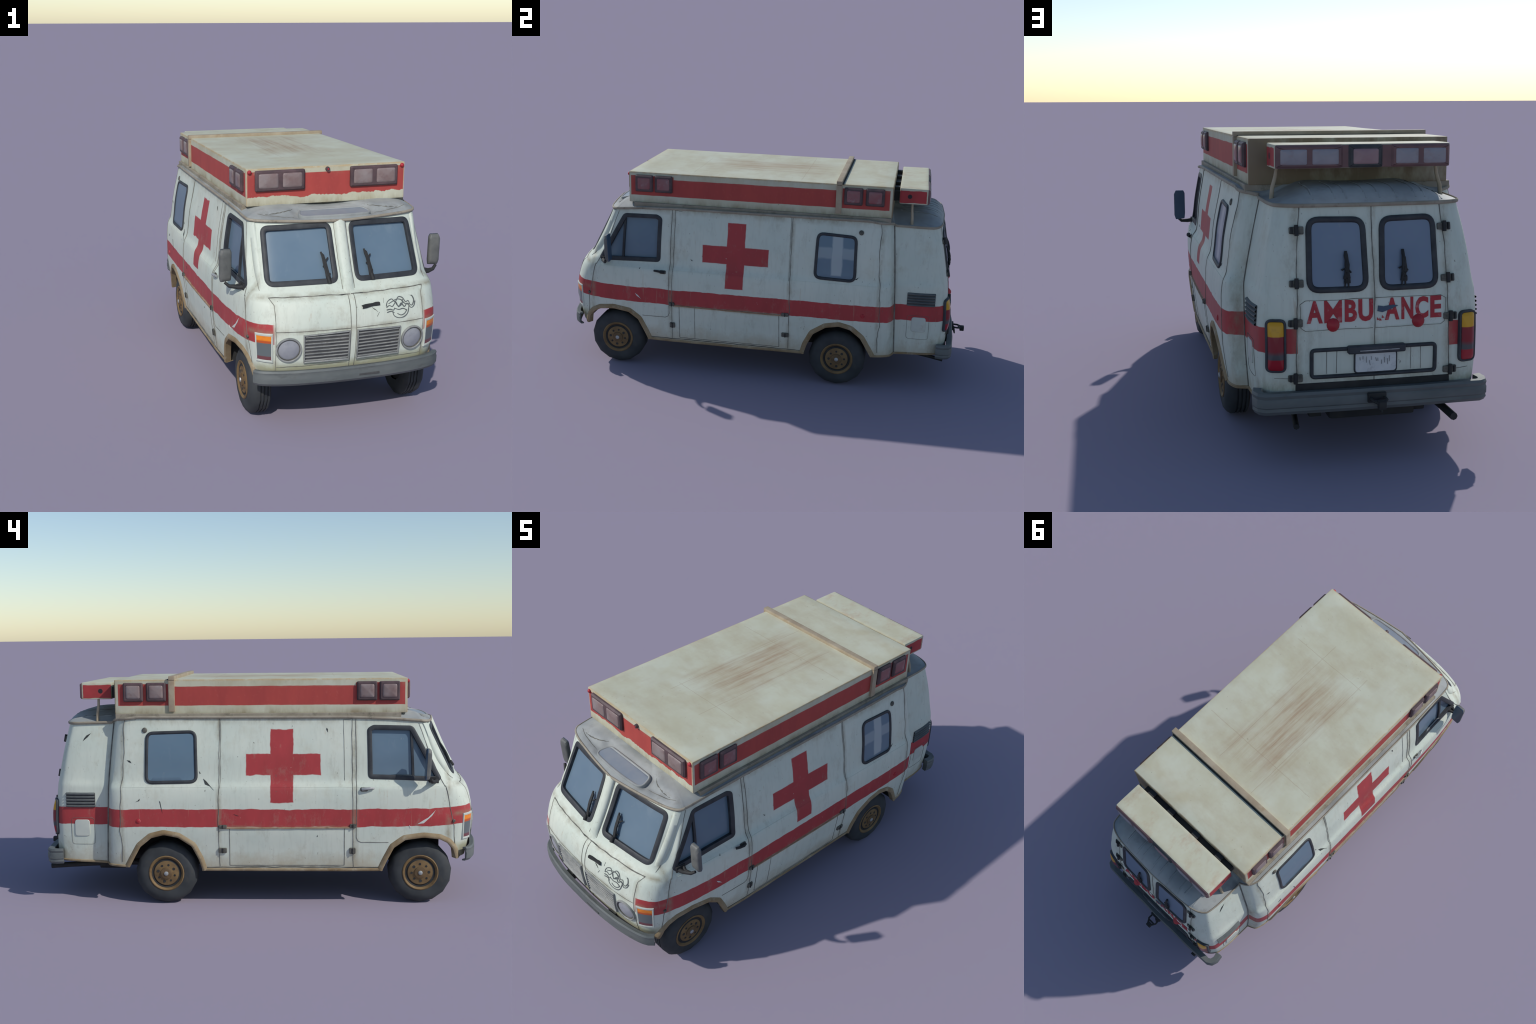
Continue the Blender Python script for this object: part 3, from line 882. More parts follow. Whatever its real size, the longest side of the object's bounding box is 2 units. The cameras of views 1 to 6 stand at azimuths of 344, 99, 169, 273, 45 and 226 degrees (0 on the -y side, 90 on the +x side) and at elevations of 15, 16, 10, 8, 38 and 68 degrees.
    # rusty drip strip above the lower locker and hinges
    g = Geo(); strip(g, [(-.425, .3485), (.142, .3465)], .0075, F, .005); g.obj("locker_rail", "rust_strip")
    for hy, hz, hw, hh in ((-.431, .356, .026, .018), (-.430, .245, .026, .026), (.130, .353, .034, .016), (.133, .246, .036, .022)):
        b = plate(round_poly([(hy - hw / 2, hz - hh / 2), (hy + hw / 2, hz - hh / 2), (hy + hw / 2, hz + hh / 2), (hy - hw / 2, hz + hh / 2)], .004, 3), F, .007, .009, rings=2).obj("locker_hinge", "hinge", smooth=30)
        g = Geo(); strip(g, [(hy, hz - hh / 2), (hy, hz + hh / 2)], .006, F, .010); g.obj("hinge_pin", "black", parent=b)
    # door handle
    g = Geo(); hp = [(-.520, .517, .006), (-.505, .5165, .013), (-.482, .515, .014), (-.470, .514, .006)]
    g.tube([F(*p) for p in hp], .0052, 8, r2=.0068)
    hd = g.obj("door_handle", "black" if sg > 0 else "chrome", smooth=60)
    plate(round_poly([(-.494, .505), (-.462, .505), (-.462, .522), (-.494, .522)], .006, 3), F, .003, .005, rings=2).obj("handle_plate", "hinge", parent=hd)
    # louvred vent
    b = plate(round_poly([(.702, .425), (.834, .425), (.834, .491), (.702, .491)], .004, 3), F, .002, .004, rings=3).obj("louvre_vent", "grille_back")
    for k in range(5):
        z0 = .4315 + k * .0135
        g = Geo(); rows = []
        for y in np.linspace(.703, .833, 10):
            w = .001 * mnoise.noise(Vector((y * 30, k, sg)))
            rows.append([F(y, z0 - .0045 + w, .001), F(y, z0 - .0035 + w, .007), F(y, z0 + .001 + w, .008), F(y, z0 + .005 + w, .001)])
        g.grid(rows).obj("louvre", "bumper", parent=b, smooth=30)
    # filler flap
    plate(round_poly([(.729, .296), (.796, .296), (.796, .370), (.729, .370)], .014, 5), F, .0035, .006, rings=4).obj("filler_flap", "flap", smooth=40)
    # mirror : arm and shell with dark glass facing backwards
    g = Geo()
    g.tube([(sg * .383, -.790, .548), (sg * .405, -.782, .545), (sg * .436, -.765, .548), (sg * .452, -.756, .562)], .010, 8, r2=.006)
    g.tube([(sg * .384, -.762, .552), (sg * .41, -.772, .548), (sg * .436, -.765, .548)], .007, 8)
    g.box((min(sg * .374, sg * .390), -.80, .535), (max(sg * .374, sg * .390), -.755, .562), .004)
    arm = g.obj("mirror_arm", "black", smooth=50)
    mo = round_poly([(-.023, .560), (.020, .556), (.026, .575), (.026, .678), (.018, .695), (-.020, .695), (-.026, .682), (-.026, .585)], .006, 3)
    lean = lambda a, b, h=0.: Vector((sg * (.4455 + a), -.744 - h * 1.0 - (b - .63) * .05 + sg * 0, b))
    shell = Geo(); loops = []
    for s_, hh in ((.95, -.005), (.95, .003), (.89, .009), (.72, .0125), (.4, .014), (.02, .0145)):
        c = Vector((0, .627)); loops.append([lean(*(c + (p - c) * s_), hh) for p in mo])
    shell.grid(loops, True); sh = shell.obj("mirror_shell", "mirror_shell", parent=arm, smooth=60)
    plate(inset(mo, .002), lambda a, b, h=0.: lean(a, b, -.006 - h), .002, .004).obj("mirror_glass", "mirror", parent=sh)

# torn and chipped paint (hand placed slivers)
F = on_side(-1)
g = Geo()
sliver(g, [(.214, .560), (.200, .548), (.168, .512), (.184, .528), (.206, .536)], F)
sliver(g, [(.752, .728), (.742, .740), (.722, .750), (.736, .733), (.758, .715)], F)
sliver(g, [(.548, .640), (.534, .638), (.527, .627), (.540, .632)], F)
sliver(g, [(.405, .466), (.401, .462), (.392, .412), (.399, .436)], F)
sliver(g, [(.500, .466), (.490, .476), (.492, .466), (.508, .462)], F)
sliver(g, [(-.320, .775), (-.318, .768), (-.325, .756), (-.325, .768)], F)
sliver(g, [(-.279, .316), (-.276, .308), (-.280, .308)], F)
sliver(g, [(.225, .583), (.232, .592), (.229, .580)], F)
sliver(g, [(.082, .408), (.060, .400), (.070, .402)], F)
F2 = on_side(1)
sliver(g, [(.452, .548), (.472, .560), (.462, .548)], F2)
sliver(g, [(-.345, .583), (-.334, .576), (-.338, .574)], F2)
sliver(g, [(-.600, .521), (-.594, .527), (-.596, .520)], F2)
o = g.obj("paint_tear", "tear"); o["kind"] = "stuff"
g = Geo()
sliver(g, [(-.708, .361), (-.735, .364), (-.772, .398), (-.786, .421), (-.760, .392), (-.735, .378)], F)
sliver(g, [(-.672, .357), (-.684, .346), (-.676, .343)], F)
sliver(g, [(-.620, .395), (-.606, .386), (-.590, .368), (-.612, .382)], F2)
o = g.obj("paint_chip", "bare"); o["kind"] = "stuff"

# ------------------------------------------------------------------ front
g = Geo(); W = .0032
for sg in (1, -1):
    strip(g, [(sg * .002, .529), (sg * .318, .529)], W, on_front, jitter=.002)
    strip(g, [(sg * .318, .529), (sg * .302, .505), (sg * .304, .408)], W, on_front, jitter=.002)
    strip(g, [(sg * .012, .405), (sg * .304, .4065)], W, on_front, jitter=.001)
    strip(g, [(sg * .304, .4065), (sg * .302, .225)], W * .8, on_front, jitter=.001)
    strip(g, [(sg * .012, .528), (sg * .010, .28), (sg * .011, .225)], W * .9, on_front, jitter=.001)
    strip(g, [(sg * .026, .785), (sg * .025, .545)], W * .7, on_front, jitter=.001)
    strip(g, [(sg * .338, .790), (sg * .343, .55)], W * .6, on_front, jitter=.001)
    strip(g, [(sg * .30, .262), (sg * .02, .264)], W * .7, on_front, jitter=.002)
g.obj("seam_strip", "seam")
g = Geo()
for pts, sc in (([(-.10, 0), (-.09, .02), (-.06, .03), (-.04, .015), (-.015, .035), (.012, .03), (.03, .01), (.05, .012), (.06, -.006), (.075, -.01), (.09, .01), (.082, .03), (.072, .034)], 1),
                ([(-.10, -.006), (-.08, .002), (-.06, -.004), (-.035, .014), (-.02, -.01), (0, .006), (.02, -.012), (.04, .002), (.055, -.012)], 1),
                ([(-.10, -.018), (-.075, -.016), (-.055, -.022), (-.045, -.012)], 1), ([(-.098, -.03), (-.07, -.026), (-.05, -.034)], 1),
                ([(-.06, -.03), (-.05, -.05), (-.02, -.062), (.015, -.060), (.04, -.045), (.05, -.02), (.052, 0)], 1),
                ([(-.04, .02), (-.03, .0), (-.012, -.006), (.006, .004), (.012, .022)], 1), ([(-.085, .010), (-.060, .018), (-.030, .026), (0, .022), (.022, .004), (.045, -.004)], 1), ([(-.03, -.04), (-.005, -.050), (.02, -.044), (.036, -.028)], 1), ([(.052, -.01), (.068, -.022), (.088, -.014), (.098, .006)], 1), ([(-.05, -.012), (-.02, -.022), (.01, -.02), (.035, -.03)], 1)):
    strip(g, curve([(.205 + a * .66, .474 + b * .80) for a, b in pts]), .0042, on_front, .002)
g.obj("hood_emblem", "bumper")
g = Geo()
strip(g, [(.036, .479), (.070, .485), (.110, .488)], .014, on_front, .008, jitter=.004)
strip(g, [(.078, .476), (.098, .462)], .003, on_front, .002, taper=True)
g.obj("hood_latch", "black")
g = Geo()
for a, b in (((.098, .440), (.108, .456)), ((.128, .488), (.130, .505)), ((-.02, .528), (-.05, .527)), ((.03, .528), (.055, .529))):
    strip(g, [a, b], .003, on_front, .002, taper=True)
o = g.obj("paint_tear", "tear"); o["kind"] = "stuff"

g = Geo(); rows = [[on_front(a, z, -.002 + (h + .002) * sstep(z, .525, .58)) for a, h in ((-.024, -.003), (-.020, .008), (-.010, .012), (0, .013), (.010, .012), (.020, .008), (.024, -.003))] for z in np.linspace(.520, .79, 24)]
g.grid(rows).obj("windscreen_mullion", "body", smooth=60)
for sg in (1, -1):
    # split windscreen
    o = [Vector((sg * p.x, p.y)) for p in SCREEN]
    gl = plate(inset(o, .007), on_front, -.011, .002, rings=7).obj("windscreen", "glass", smooth=40)
    ring(o, .019, on_front, .003, inner=-.012).obj("windscreen_gasket", "gasket", parent=gl, smooth=50)
    g = Geo(); rows = [[on_front(sg * a, z, -.003 + (h + .003) * sstep(z, .548, .60)) for a, h in ((.346, -.003), (.344, .005), (.334, .007), (.327, .005), (.324, -.003))] for z in np.linspace(.545, .79, 24)]
    g.grid(rows).obj("windscreen_pillar", "body", smooth=60)
    # wiper : stubby arm with a ragged blade
    x0 = sg * .085 if sg < 0 else .095
    g = Geo()
    for k, (dx, dz) in enumerate(((0, 0), (.004, -.004), (-.004, .006))):
        pts = [(x0 + dx + .012 * (1 - t) * (1 if sg > 0 else 1) + .003 * mnoise.noise(Vector((t * 5, k, sg))), .578 + dz + .095 * t) for t in np.linspace(0, 1, 8)]
        g.tube([on_front(a, b, -.002 + .006 * math.sin(3.1 * i / 7)) for i, (a, b) in enumerate(pts)], .0075 - .001 * k, 6, r2=.004)
    g.tube([on_front(x0 + .012, .566, .006), on_front(x0 + .010, .588, .004)], .008, 8)
    for k in range(3):
        z0 = .59 + k * .028
        g.tube([on_front(x0 + .010, z0, .0), on_front(x0 + .010 + .012 * (-1) ** k, z0 + .012, -.004)], .003, 5)
    g.obj("wiper", "black", parent=gl, smooth=50)
    # headlamp
    hc = (sg * .255, .335)
    def circ(r, n=32): return [Vector((hc[0] + r * math.cos(2 * math.pi * k / n), hc[1] + r * math.sin(2 * math.pi * k / n))) for k in range(n)]
    bez = ring(circ(.050), .008, on_front, .009, inner=.001).obj("headlamp", "slat", smooth=50)
    plate(circ(.0425), on_front, .002, .006, .006, 6).obj("headlamp_glass", "headlamp", parent=bez, smooth=60)
    ring(circ(.0435), .003, on_front, .0065).obj("headlamp_seal", "hinge", parent=bez)
    # grille : dark backing plate, frame and seven slats
    o = [Vector(p) for p in ((sg * .014, .277), (sg * .197, .278), (sg * .200, .392), (sg * .014, .398))]
    gr = plate(dense(o), on_front, .0025, .005, rings=4).obj("grille", "grille_back")
    ring(dense(o), .006, on_front, .009).obj("grille_frame", "slat", parent=gr, smooth=40)
    for k in range(8):
        z0 = .287 + k * .0137
        g = Geo(); rows = []
        for xx in np.linspace(.020, .193, 14):
            w = .0008 * mnoise.noise(Vector((xx * 25, k * 3, sg)))
            rows.append([on_front(sg * xx, z0 - .0030 + w, .0005), on_front(sg * xx, z0 - .0018 + w, .006), on_front(sg * xx, z0 + .0012 + w, .0065), on_front(sg * xx, z0 + .0030 + w, .0005)])
        g.grid(rows).obj("grille_slat", "slat", parent=gr, smooth=30)
    # corner marker lamp
    TI, TO, BO, BI = (Vector((sg * a, b, c)) for a, b, c in ((.313, -.950, .403), (.372, -.905, .402), (.366, -.903, .286), (.311, -.942, .284)))
    nrm = (TO - TI).cross(BI - TI).normalized()
    if nrm.y > 0: nrm = -nrm
    def lamp(a, b, h=0.):
        p = (BI * (1 - a) + BO * a) * (1 - b) + (TI * (1 - a) + TO * a) * b
        return p + nrm * (h + .004 * math.sin(math.pi * min(max(a, 0), 1)) + .004)
    o = dense([Vector(p) for p in ((0, 0), (1, 0), (1, 1), (0, 1))], .1)
    fr = ring(o, .10, lamp, .004, base=-.012, inner=-.001).obj("marker_lamp", "flap", smooth=30)
    plate(inset(o, .09), lamp, .003, .006, rings=4, edge=.002).obj("marker_lens", "marker", parent=fr, smooth=30)

# front bumper : bowed channel with returned ends
plan = [(0, -1.0), (.10, -.998), (.20, -.990), (.28, -.977), (.345, -.958), (.372, -.943), (.388, -.925)]
px = np.linspace(0, .388, 22); py = pchip(*zip(*plan), px)
path = [(-x, y) for x, y in zip(px[:0:-1], py[:0:-1])] + list(zip(px, py))


def bumper(path, prof, name, dents=.002):
    g = Geo(); rows = []
    for i, (x, y) in enumerate(path):
        a, b = path[max(i - 1, 0)], path[min(i + 1, len(path) - 1)]
        t = Vector((b[0] - a[0], b[1] - a[1])).normalized(); n = Vector((t.y, -t.x))
        w = dents * mnoise.noise(Vector((x * 9, y * 9, 1)))
        rows.append([(x + n.x * (d + w * (d > -.01)), y + n.y * (d + w), z + w * .7) for d, z in prof])
    g.grid(rows, True)
    o = len(g.v); n = len(prof)
    g.f.append(tuple(range(n))); g.f.append(tuple(o - n + k for k in range(n)))
    return g.obj(name, "bumper", smooth=35)


fb = bumper(path, [(-.022, .252), (-.006, .254), (-.001, .247), (-.003, .237), (0, .229), (-.001, .204), (-.010, .193), (-.024, .192), (-.024, .198), (-.009, .202), (-.009, .244), (-.022, .246)], "front_bumper")
g = Geo()
g.box((.02, -1.0, .214), (.105, -.990, .223), .002)
for x_ in (-.16, .15): g.box((x_ - .02, -.98, .205), (x_ + .02, -.92, .24), .003)
g.obj("bumper_bracket", "grille_back", parent=fb)

# ------------------------------------------------------------------ rear
g = Geo(); W = .0034
strip(g, [(0, .795), (.002, .70), (-.002, .52), (0, .24)], W, on_rear, jitter=.003)
for sg in (1, -1):
    strip(g, [(sg * .222, .79), (sg * .236, .66), (sg * .240, .44), (sg * .246, .235)], W, on_rear, jitter=.003)
    strip(g, [(sg * .004, .420), (sg * .215, .419), (sg * .228, .428), (sg * .232, .50), (sg * .215, .510), (sg * .004, .511)], W * .55, on_rear, jitter=.002)
    strip(g, [(sg * .25, .272), (sg * .31, .275)], W * .5, on_rear)
    for q in (.150, .118): strip(g, [(sg * q, .353), (sg * (q + .001), .283)], W * .7, on_rear, jitter=.001)
g.obj("seam_strip", "seam")
for sg in (1, -1):
    o = round_poly([(sg * .016, .531), (sg * .210, .532), (sg * .205, .760), (sg * .022, .757)], .042, 6)
    gl = plate(inset(o, .012), on_rear, .002, rings=6).obj("rear_window", "glass_rear", smooth=40)
    ring(o, .018, on_rear, .008).obj("window_gasket", "gasket", parent=gl, smooth=50)
    x0 = sg * .086 if sg > 0 else -.094
    g = Geo()
    for k in range(3):
        pts = [(x0 + (k - 1) * .004 * (1 - t) + .004 * mnoise.noise(Vector((t * 4, k + 5, sg))), .560 + .094 * t) for t in np.linspace(0, 1, 8)]
        g.tube([on_rear(a, b, .006 + .008 * math.sin(3.1 * i / 7)) for i, (a, b) in enumerate(pts)], .0085 - .001 * k, 6, r2=.0045)
    g.tube([on_rear(x0 + .015, .598, .007), on_rear(x0, .606, .012), on_rear(x0 - .014, .590, .007)], .003, 5)
    g.tube([on_rear(x0 + .006, .545, .004), on_rear(x0 + .004, .575, .009)], .0025, 5); g.tube([on_rear(x0 - .006, .540, .004), on_rear(x0 - .004, .575, .009)], .0025, 5)
    g.obj("wiper", "black", parent=gl, smooth=50)
    for hx, hz in ((.234, .719), (.240, .562), (.246, .444), (.247, .274)):
        b = plate(round_poly([(sg * hx - .022, hz - .012), (sg * hx + .022, hz - .010), (sg * hx + .022, hz + .010), (sg * hx - .022, hz + .012)], .004, 3), on_rear, .006, .009, rings=2).obj("door_hinge", "hinge", smooth=30)
        g = Geo(); g.tube([on_rear(sg * hx, hz - .016, .008), on_rear(sg * hx, hz + .016, .008)], .0065, 8)
        g.tube([on_rear(sg * (hx + .014), hz - .010, .006), on_rear(sg * (hx + .014), hz + .010, .006)], .004, 6)
        g.obj("hinge_pin", "black", parent=b, smooth=50)
    # tail lamp : dark bezel and three-colour lens wrapping the corner
    o = round_poly([(sg * .274, .293), (sg * .333, .293), (sg * .333, .458), (sg * .274, .458)], [.020] * 4, 6)
    bz = ring(o, .010, on_rear, .012, base=-.012).obj("tail_lamp", "rubber", smooth=50)
    plate(inset(o, .006), on_rear, .012, .018, .008, 6, .004).obj("tail_lamp_lens", "tail", parent=bz, smooth=50)
    # red warning knobs under the lettering
    c = (.130, .437) if sg > 0 else (-.141, .437)
    plate([Vector((c[0] + .020 * math.cos(2 * math.pi * k / 16), c[1] + .021 * math.sin(2 * math.pi * k / 16) - .003)) for k in range(16)], on_rear, .004, .008, .012, 5).obj("warning_knob", "red", smooth=60)
# number plate bay
o = round_poly([(-.203, .268), (.203, .268), (.203, .364), (-.203, .364)], .018, 5)
bay = ring(o, .012, on_rear, .008).obj("plate_bay_frame", "gasket", smooth=50)
pl = plate(round_poly([(-.070, .282), (.062, .282), (.062, .345), (-.070, .345)], .012, 4), on_rear, .006, .008).obj("number_plate", "plate")
g = Geo()
for k in range(11):
    xx, zz_ = .048 - k * .0098 + rng.uniform(-.003, .003), .334 - rng.uniform(0, .022)
    strip(g, [(xx, zz_), (xx - rng.uniform(-.003, .003), zz_ - rng.uniform(.009, .022))], rng.uniform(.005, .010), on_rear, .0080, taper=True)
g.obj("plate_mark", "tear", parent=pl)
ring(round_poly([(-.073, .279), (.065, .279), (.065, .348), (-.073, .348)], .012, 4), .005, on_rear, .0075).obj("plate_frame", "gasket", parent=pl)
g = Geo()
q = plate(round_poly([(-.097, .343), (.086, .343), (.086, .368), (-.097, .368)], .006, 3), on_rear, .018, .022, rings=2, edge=.004); g.add(q.v, q.f)
lm = g.obj("plate_lamp", "rubber", smooth=35)
g = Geo(); strip(g, [(-.075, .354), (.05, .353)], .004, on_rear, .020); g.obj("plate_lamp_strip", "chrome", parent=lm)
plate(dense([Vector(p) for p in ((-.246, .232), (.246, .232), (.246, .256), (-.246, .256))]), on_rear, .0035, .006, rings=3).obj("rear_step_rubber", "black")

# lettering on the rear doors, glyph by glyph
def glyph(ch, x_start, x_end, z0, z1, tilt=0.):
    cu = bpy.data.curves.new("glyph", "FONT"); cu.body = ch; cu.size = 1; cu.offset = .002 if ch in 'M' else .035; cu.extrude = .5; cu.resolution_u = 3
    ob = bpy.data.objects.new("glyph", cu); bpy.context.scene.collection.objects.link(ob)
    dg = bpy.context.evaluated_depsgraph_get(); dg.update()
    me = bpy.data.meshes.new_from_object(ob.evaluated_get(dg))
    bpy.data.objects.remove(ob); bpy.data.curves.remove(cu)
    bm = bmesh.new(); bm.from_mesh(me)
    bmesh.ops.triangulate(bm, faces=bm.faces); bmesh.ops.remove_doubles(bm, verts=bm.verts, dist=1e-4)
    P = np.array([v.co[:] for v in bm.verts]); lo, hi = P.min(0), P.max(0)
    for v in bm.verts:
        a, b = (v.co.x - lo[0]) / (hi[0] - lo[0]), (v.co.y - lo[1]) / (hi[1] - lo[1])
        xx = x_start + a * (x_end - x_start) + tilt * (b - .5)
        zz2 = z0 + b * (z1 - z0) + .0015 * mnoise.noise(Vector((xx * 60, b * 3, 1)))
        v.co = on_rear(xx, zz2, .0022 if v.co.z > 0 else -.002)
    bmesh.ops.recalc_face_normals(bm, faces=bm.faces)
    bm.to_mesh(me); bm.free()
    me.materials.clear(); me.materials.append(M["letter"])
    o = bpy.data.objects.new("letter", me); bpy.context.scene.collection.objects.link(o); o.parent = root


for ch, a, b, t in (("A", .211, .162, .0), ("M", .157, .102, .0), ("B", .093, .055, .0), ("U", .050, .004, .0),
                    ("A", -.034, -.080, .0), ("N", -.087, -.125, .0), ("C", -.132, -.174, .0), ("E", -.181, -.217, .0)):
    glyph(ch, a, b, .441, .509, t)
g = Geo()   # what is left of the scraped-off L
for c in ((-.012, .446), (-.020, .444), (-.028, .452)):
    sliver(g, [(c[0] - .004, c[1] - .003), (c[0] + .004, c[1] - .004), (c[0] + .003, c[1] + .005)], on_rear, .0022)
g.obj("letter_remnant", "letter")
g = Geo(); sliver(g, [(-.010, .470), (-.025, .466), (-.055, .476), (-.076, .484), (-.060, .488), (-.030, .484), (-.012, .487)], on_rear, .0032)
g.obj("scraped_patch", "mirror")

# rear bumper : channel wrapping both corners
plan = [(-.372, .852), (-.378, .885), (-.368, .915), (-.345, .930), (-.20, .935), (0, .937), (.20, .935), (.345, .930), (.368, .915), (.378, .885), (.372, .852)]
pts = [tuple(p) for p in wire(plan, .02)]
rb = bumper(pts[::-1], [(-.028, .236), (-.004, .238), (0, .230), (-.003, .220), (0, .214), (0, .194), (-.003, .190), (-.001, .181), (-.008, .170), (-.028, .169)], "rear_bumper")
g = Geo()
for x_ in (-.16, .16): g.box((x_ - .02, .88, .19), (x_ + .02, .925, .235), .003)
g.box((-.028, .930, .196), (.030, .946, .226), .003)
for a in (-.022, .022): g.tube([(a, .935, .212), (a * 1.05, .966, .210), (a * .35, .990, .206)], .0045, 6)
g.tube([(-.018, .972, .209), (.018, .972, .209)], .004, 6)
g.box((-.012, .978, .190), (.012, 1.0, .214), .004)
g.tube([(-.006, .945, .205), (-.010, .952, .180), (-.012, .955, .166)], .007, 6, r2=.003)
g.obj("tow_hitch", "black", parent=rb, smooth=40)

# exhaust, hanging bar, tank
g = Geo()
g.tube([(-.235, .30, .150), (-.235, .62, .145)], .014, 8)
g.tube([(-.235, .60, .142), (-.235, .615, .142), (-.235, .70, .142), (-.235, .715, .142)], .024, 10)
g.tube([(-.235, .70, .142), (-.245, .85, .136), (-.250, .942, .131)], .0125, 8)
g.obj("exhaust_pipe", "black", smooth=50)
g = Geo(); g.tube([(.215, .58, .158), (.226, .72, .142), (.234, .82, .128), (.243, .895, .117)], .0095, 8); g.obj("exhaust_pipe", "black", smooth=50)
g = Geo(); g.box((-.15, .60, .120), (.13, .86, .185), .012); g.obj("fuel_tank", "under", smooth=40)

# ------------------------------------------------------------------ wheels
SEG = 15


def lathe(prof, seg, phase=0.):
    """prof : (radius, offset along the axle, outwards positive)."""
    g = Geo(); rows = []
    for r, w in prof:
        rows.append([(w, r * math.cos(2 * math.pi * k / seg + phase), r * math.sin(2 * math.pi * k / seg + phase)) for k in range(seg)])
    return g.grid(rows, True)


R = .138
tyre = [(.074, -.004), (.080, .004), (.100, .006), (.118, .002), (.131, -.007), (R, -.019), (R, -.033), (R - .005, -.034), (R - .005, -.038), (R, -.039), (R, -.047), (R - .005, -.048), (R - .005, -.052), (R, -.053), (R, -.061), (R - .005, -.062), (R - .005, -.066), (R, -.067), (R, -.073), (.128, -.080), (.10, -.085), (.074, -.082)]
rimp = [(.0785, .002), (.079, .0055), (.075, .0075), (.070, .005), (.066, -.001), (.061, -.003), (.057, -.003), (.0545, .002), (.050, .003), (.030, .005), (.026, .006), (.0245, .009), (.020, .0105), (.0005, .011)]
ph = math.pi / 2 + math.pi
tyre_me = lathe(tyre, SEG, -math.pi / 2).obj("tyre", "tyre", smooth=32)
rim_me = lathe(rimp, 30).obj("rim", "rim", smooth=35)
drum_me = lathe([(.072, -.030), (.072, -.075), (.0005, -.075)], 20).obj("wheel", "black", smooth=40)
dark_me = lathe([(.0655, .0010), (.060, -.0015), (.0553, .0018)], 30).obj("rim_groove", "black", smooth=40)
g = Geo()
for k in range(8):
    a = 2 * math.pi * (k + .5) / 8
    c = (0, .0375 * math.cos(a), .0375 * math.sin(a)); n = 8
    rr = .0052 if k % 3 else .0066
    g.tube([(-.004, c[1], c[2]), (.0052, c[1], c[2])], rr, n)
hole_me = g.obj("wheel_stud", "black", smooth=40)
nut_me = lathe([(.0105, .010), (.0095, .0140), (.0065, .0155), (.0005, .016)], 8).obj("hub_cap", "chrome", smooth=25)
hub_me = lathe([(.0262, .0055), (.0255, .0095), (.020, .0112), (.0005, .0115)], 24).obj("hub", "rust_hub", smooth=40)
protos = [drum_me, tyre_me, rim_me, dark_me, hole_me, hub_me, nut_me]
for sg in (1, -1):
    for yc, xo in ((-.728, .372), (.385, .401)):
        base = None
        for pr in protos:
            o = pr.copy(); bpy.context.scene.collection.objects.link(o)
            if base is None:
                base = o; o.parent = root
                o.location = (sg * xo, yc, R); o.rotation_euler = (0, 0, 0 if sg > 0 else math.pi)
            else:
                o.parent = base; o.location = (0, 0, 0)
            if pr is tyre_me: o.rotation_euler = (0, 0, 0)
            elif pr is not drum_me: o.rotation_euler = (rng.uniform(0, 6.28), 0, 0)
for pr in protos: bpy.data.objects.remove(pr)

# ------------------------------------------------------------------ roof box, lamps, strap, light bar
def soft_box(lo, hi, n, bevel, amp, seed):
    bm = bmesh.new(); bmesh.ops.create_cube(bm, size=1)
    for v in bm.verts: v.co = Vector([(lo[i] + hi[i]) / 2 + v.co[i] * (hi[i] - lo[i]) for i in range(3)])
    bmesh.ops.bevel(bm, geom=bm.edges[:], offset=bevel, segments=2, profile=.6, affect="EDGES")
    bmesh.ops.subdivide_edges(bm, edges=[e for e in bm.edges if e.calc_length() > .05], cuts=n, use_grid_fill=True)
    for v in bm.verts:
        q = v.co
        v.co = q + Vector((mnoise.noise(q * 9 + Vector((seed, 0, 0))), mnoise.noise(q * 9 + Vector((0, seed, 3))), mnoise.noise(q * 7 + Vector((5, 0, seed))))) * amp
    bm.verts.index_update()
    g = Geo(); g.add([v.co[:] for v in bm.verts], [[v.index for v in f.verts] for f in bm.faces]); bm.free()
    return g


box = soft_box((-.338, -.6675, .836), (.338, .606, .9855), 22, .004, .0006, 2.).obj("roof_box", "box", smooth=35)
Geo().box((-.350, -.640, .812), (.350, .602, .838), .003).obj("roof_box_plinth", "gutter")

def frame_map(o, ux, uz, n):
    o, ux, uz, n = map(Vector, (o, ux, uz, n))
    return lambda a, b, h=0.: o + ux * a + uz * b + n * h


def lamp_unit(f, w, h, lens, depth=.012, split=True, name="warning_lamp", gap=.0):
    """Two-pane warning lamp : dark housing with domed panes."""
    if gap:
        parts = [(-w / 2, -gap / 2), (gap / 2, w / 2)]
    else:
        parts = [(-w / 2, w / 2)]
    first = None
    for a0, a1 in parts:
        o = round_poly([(a0, -h / 2), (a1, -h / 2), (a1, h / 2), (a0, h / 2)], .007, 4)
        hs = plate(o, f, depth, depth + .003, rings=2, edge=.006).obj(name, "housing", parent=box, smooth=40)
        first = first or hs
        panes = [(a0, a1)] if gap or not split else [(a0, (a0 + a1) / 2 + .004), ((a0 + a1) / 2 - .004, a1)]
        for i, (p0, p1) in enumerate(panes):
            q = round_poly([(p0 + .013, -h / 2 + .013), (p1 - .013, -h / 2 + .013), (p1 - .013, h / 2 - .012), (p0 + .013, h / 2 - .012)], .008, 4)
            plate(q, f, depth + .002, .004, .003, 5, .002).obj("lamp_pane", lens if isinstance(lens, str) else lens[i], parent=hs, smooth=45)
    return first


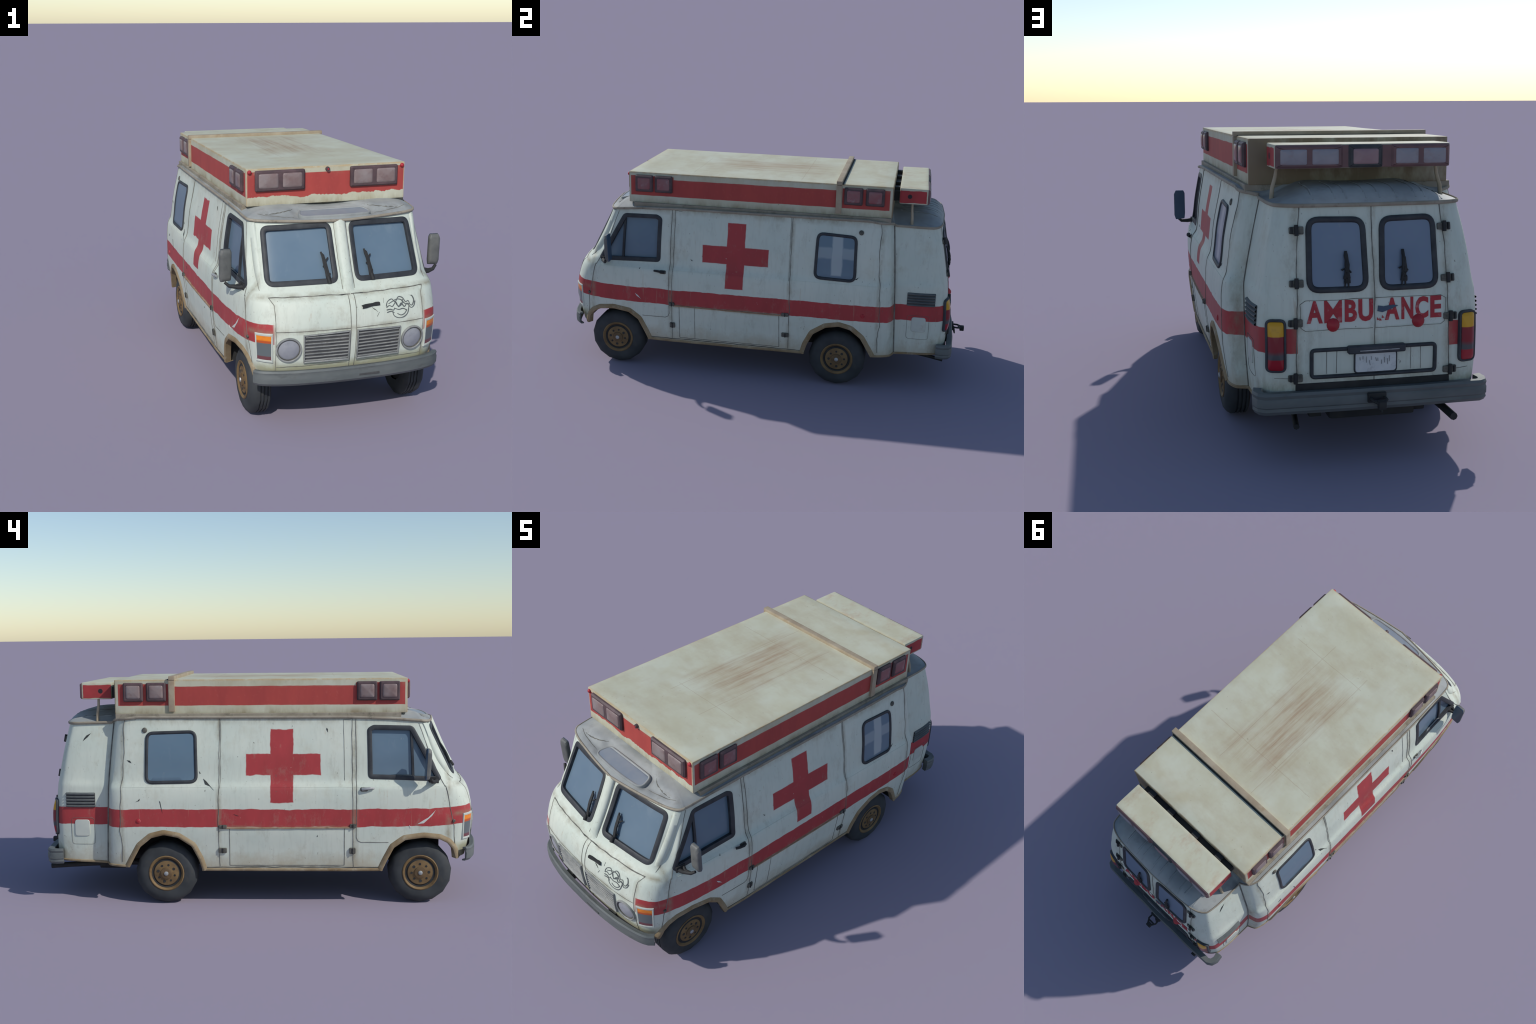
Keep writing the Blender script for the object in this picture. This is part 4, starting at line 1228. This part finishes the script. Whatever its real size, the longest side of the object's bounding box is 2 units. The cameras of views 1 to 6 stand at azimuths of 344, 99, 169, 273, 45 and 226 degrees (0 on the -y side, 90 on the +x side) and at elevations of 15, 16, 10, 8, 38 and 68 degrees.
for sg in (1, -1):
    fx = lambda yc: frame_map((sg * .338, yc, .931), (0, 1, 0), (0, 0, 1), (sg, 0, 0))
    lens = "lens_red" if sg > 0 else "lens"
    lamp_unit(fx(-.542), .184, .082, lens, .013, gap=.010)
    lamp_unit(fx(.472), .188, .082, lens, .013, gap=.014)
    lamp_unit(frame_map((sg * .200, -.6675, .936), (-1, 0, 0), (0, 0, 1), (0, -1, 0)), .206, .083, "lens", .014)
    g = Geo(); bm = bmesh.new(); bmesh.ops.create_uvsphere(bm, u_segments=12, v_segments=8, radius=.009)
    bm.verts.index_update(); g.add([(v.co.x + sg * .325, v.co.y * .9 - .669, v.co.z + .972) for v in bm.verts], [[v.index for v in f.verts] for f in bm.faces]); bm.free()
    g.obj("corner_bulb", "red", parent=box, smooth=180)
g = Geo(); g.tube([(0, -.660, .972), (0, -.674, .972), (0, -.679, .972)], .010, 12, r2=.008)
eye = g.obj("centre_bulb", "housing", parent=box, smooth=50)
g = Geo(); g.tube([(0, -.676, .972), (0, -.6815, .972)], .005, 10, r2=.003); g.obj("bulb_glass", "red", parent=eye, smooth=50)

# strap over the box
g = Geo()
g.box((-.350, .340, .982), (.350, .366, 1.0), .003)
for sg in (1, -1): g.box((min(sg * .337, sg * .350), .340, .846), (max(sg * .337, sg * .350), .366, .981), .003)
g.obj("roof_strap", "strap", smooth=30)
g = Geo(); g.box((-.338, .366, .983), (.338, .374, .987), .001); g.obj("strap_shadow", "tear")  # dark strip behind the strap, painted in as its shadow

# light bar at the tail
bar = soft_box((-.283, .632, .898), (.283, .764, .9725), 10, .005, .0010, 6.).obj("light_bar", "bar", smooth=35)
g = Geo(); g.box((-.270, .605, .905), (.255, .634, .952), .003)
for k in (-.20, -.06, .09, .21): g.box((k - .018, .604, .93), (k + .018, .634, .966), .003)
g.obj("bar_mount", "black", parent=bar)
fr = frame_map((0, .764, .9355), (-1, 0, 0), (0, 0, 1), (0, 1, 0))
plate(dense([Vector(p) for p in ((-.280, -.036), (.280, -.036), (.280, .033), (-.280, .033))], .03), fr, .003, .005, rings=2).obj("bar_lamp_tray", "housing_bar", parent=bar)
def bar_lamp(x0, x1, n, lenses, mat):
    """x0 > x1 : from the +x end towards -x as seen from behind."""
    a0, a1 = -x0, -x1
    o = round_poly([(a0, -.0365), (a1, -.0365), (a1, .0345), (a0, .0345)], .007, 4)
    hs = plate(o, fr, .010, .014, rings=2, edge=.007).obj("bar_lamp", mat, parent=bar, smooth=40)
    wdt = (a1 - a0 - .012) / n
    for k in range(n):
        b0 = a0 + .006 + k * wdt
        q = round_poly([(b0 + .008, -.026), (b0 + wdt - .008, -.026), (b0 + wdt - .008, .022), (b0 + .008, .022)], .006, 4)
        plate(q, fr, .0115, .004, .0035, 5, .002).obj("lamp_pane", lenses[k], parent=hs, smooth=45)
bar_lamp(.281, .068, 2, ("lens_grey", "lens_grey"), "housing_bar")
bar_lamp(.050, -.060, 1, ("lens_pink",), "grille_back")
bar_lamp(-.088, -.281, 2, ("lens_grey", "lens_grey"), "housing_bar")
for sg in (1, -1):
    g = Geo(); g.tube([(sg * .262, .694, .901), (sg * .267, .694, .870), (sg * .277, .697, .835), (sg * .281, .698, .800)], .0055, 7, r2=.0075)
    g.obj("bar_strut", "strap", smooth=60)
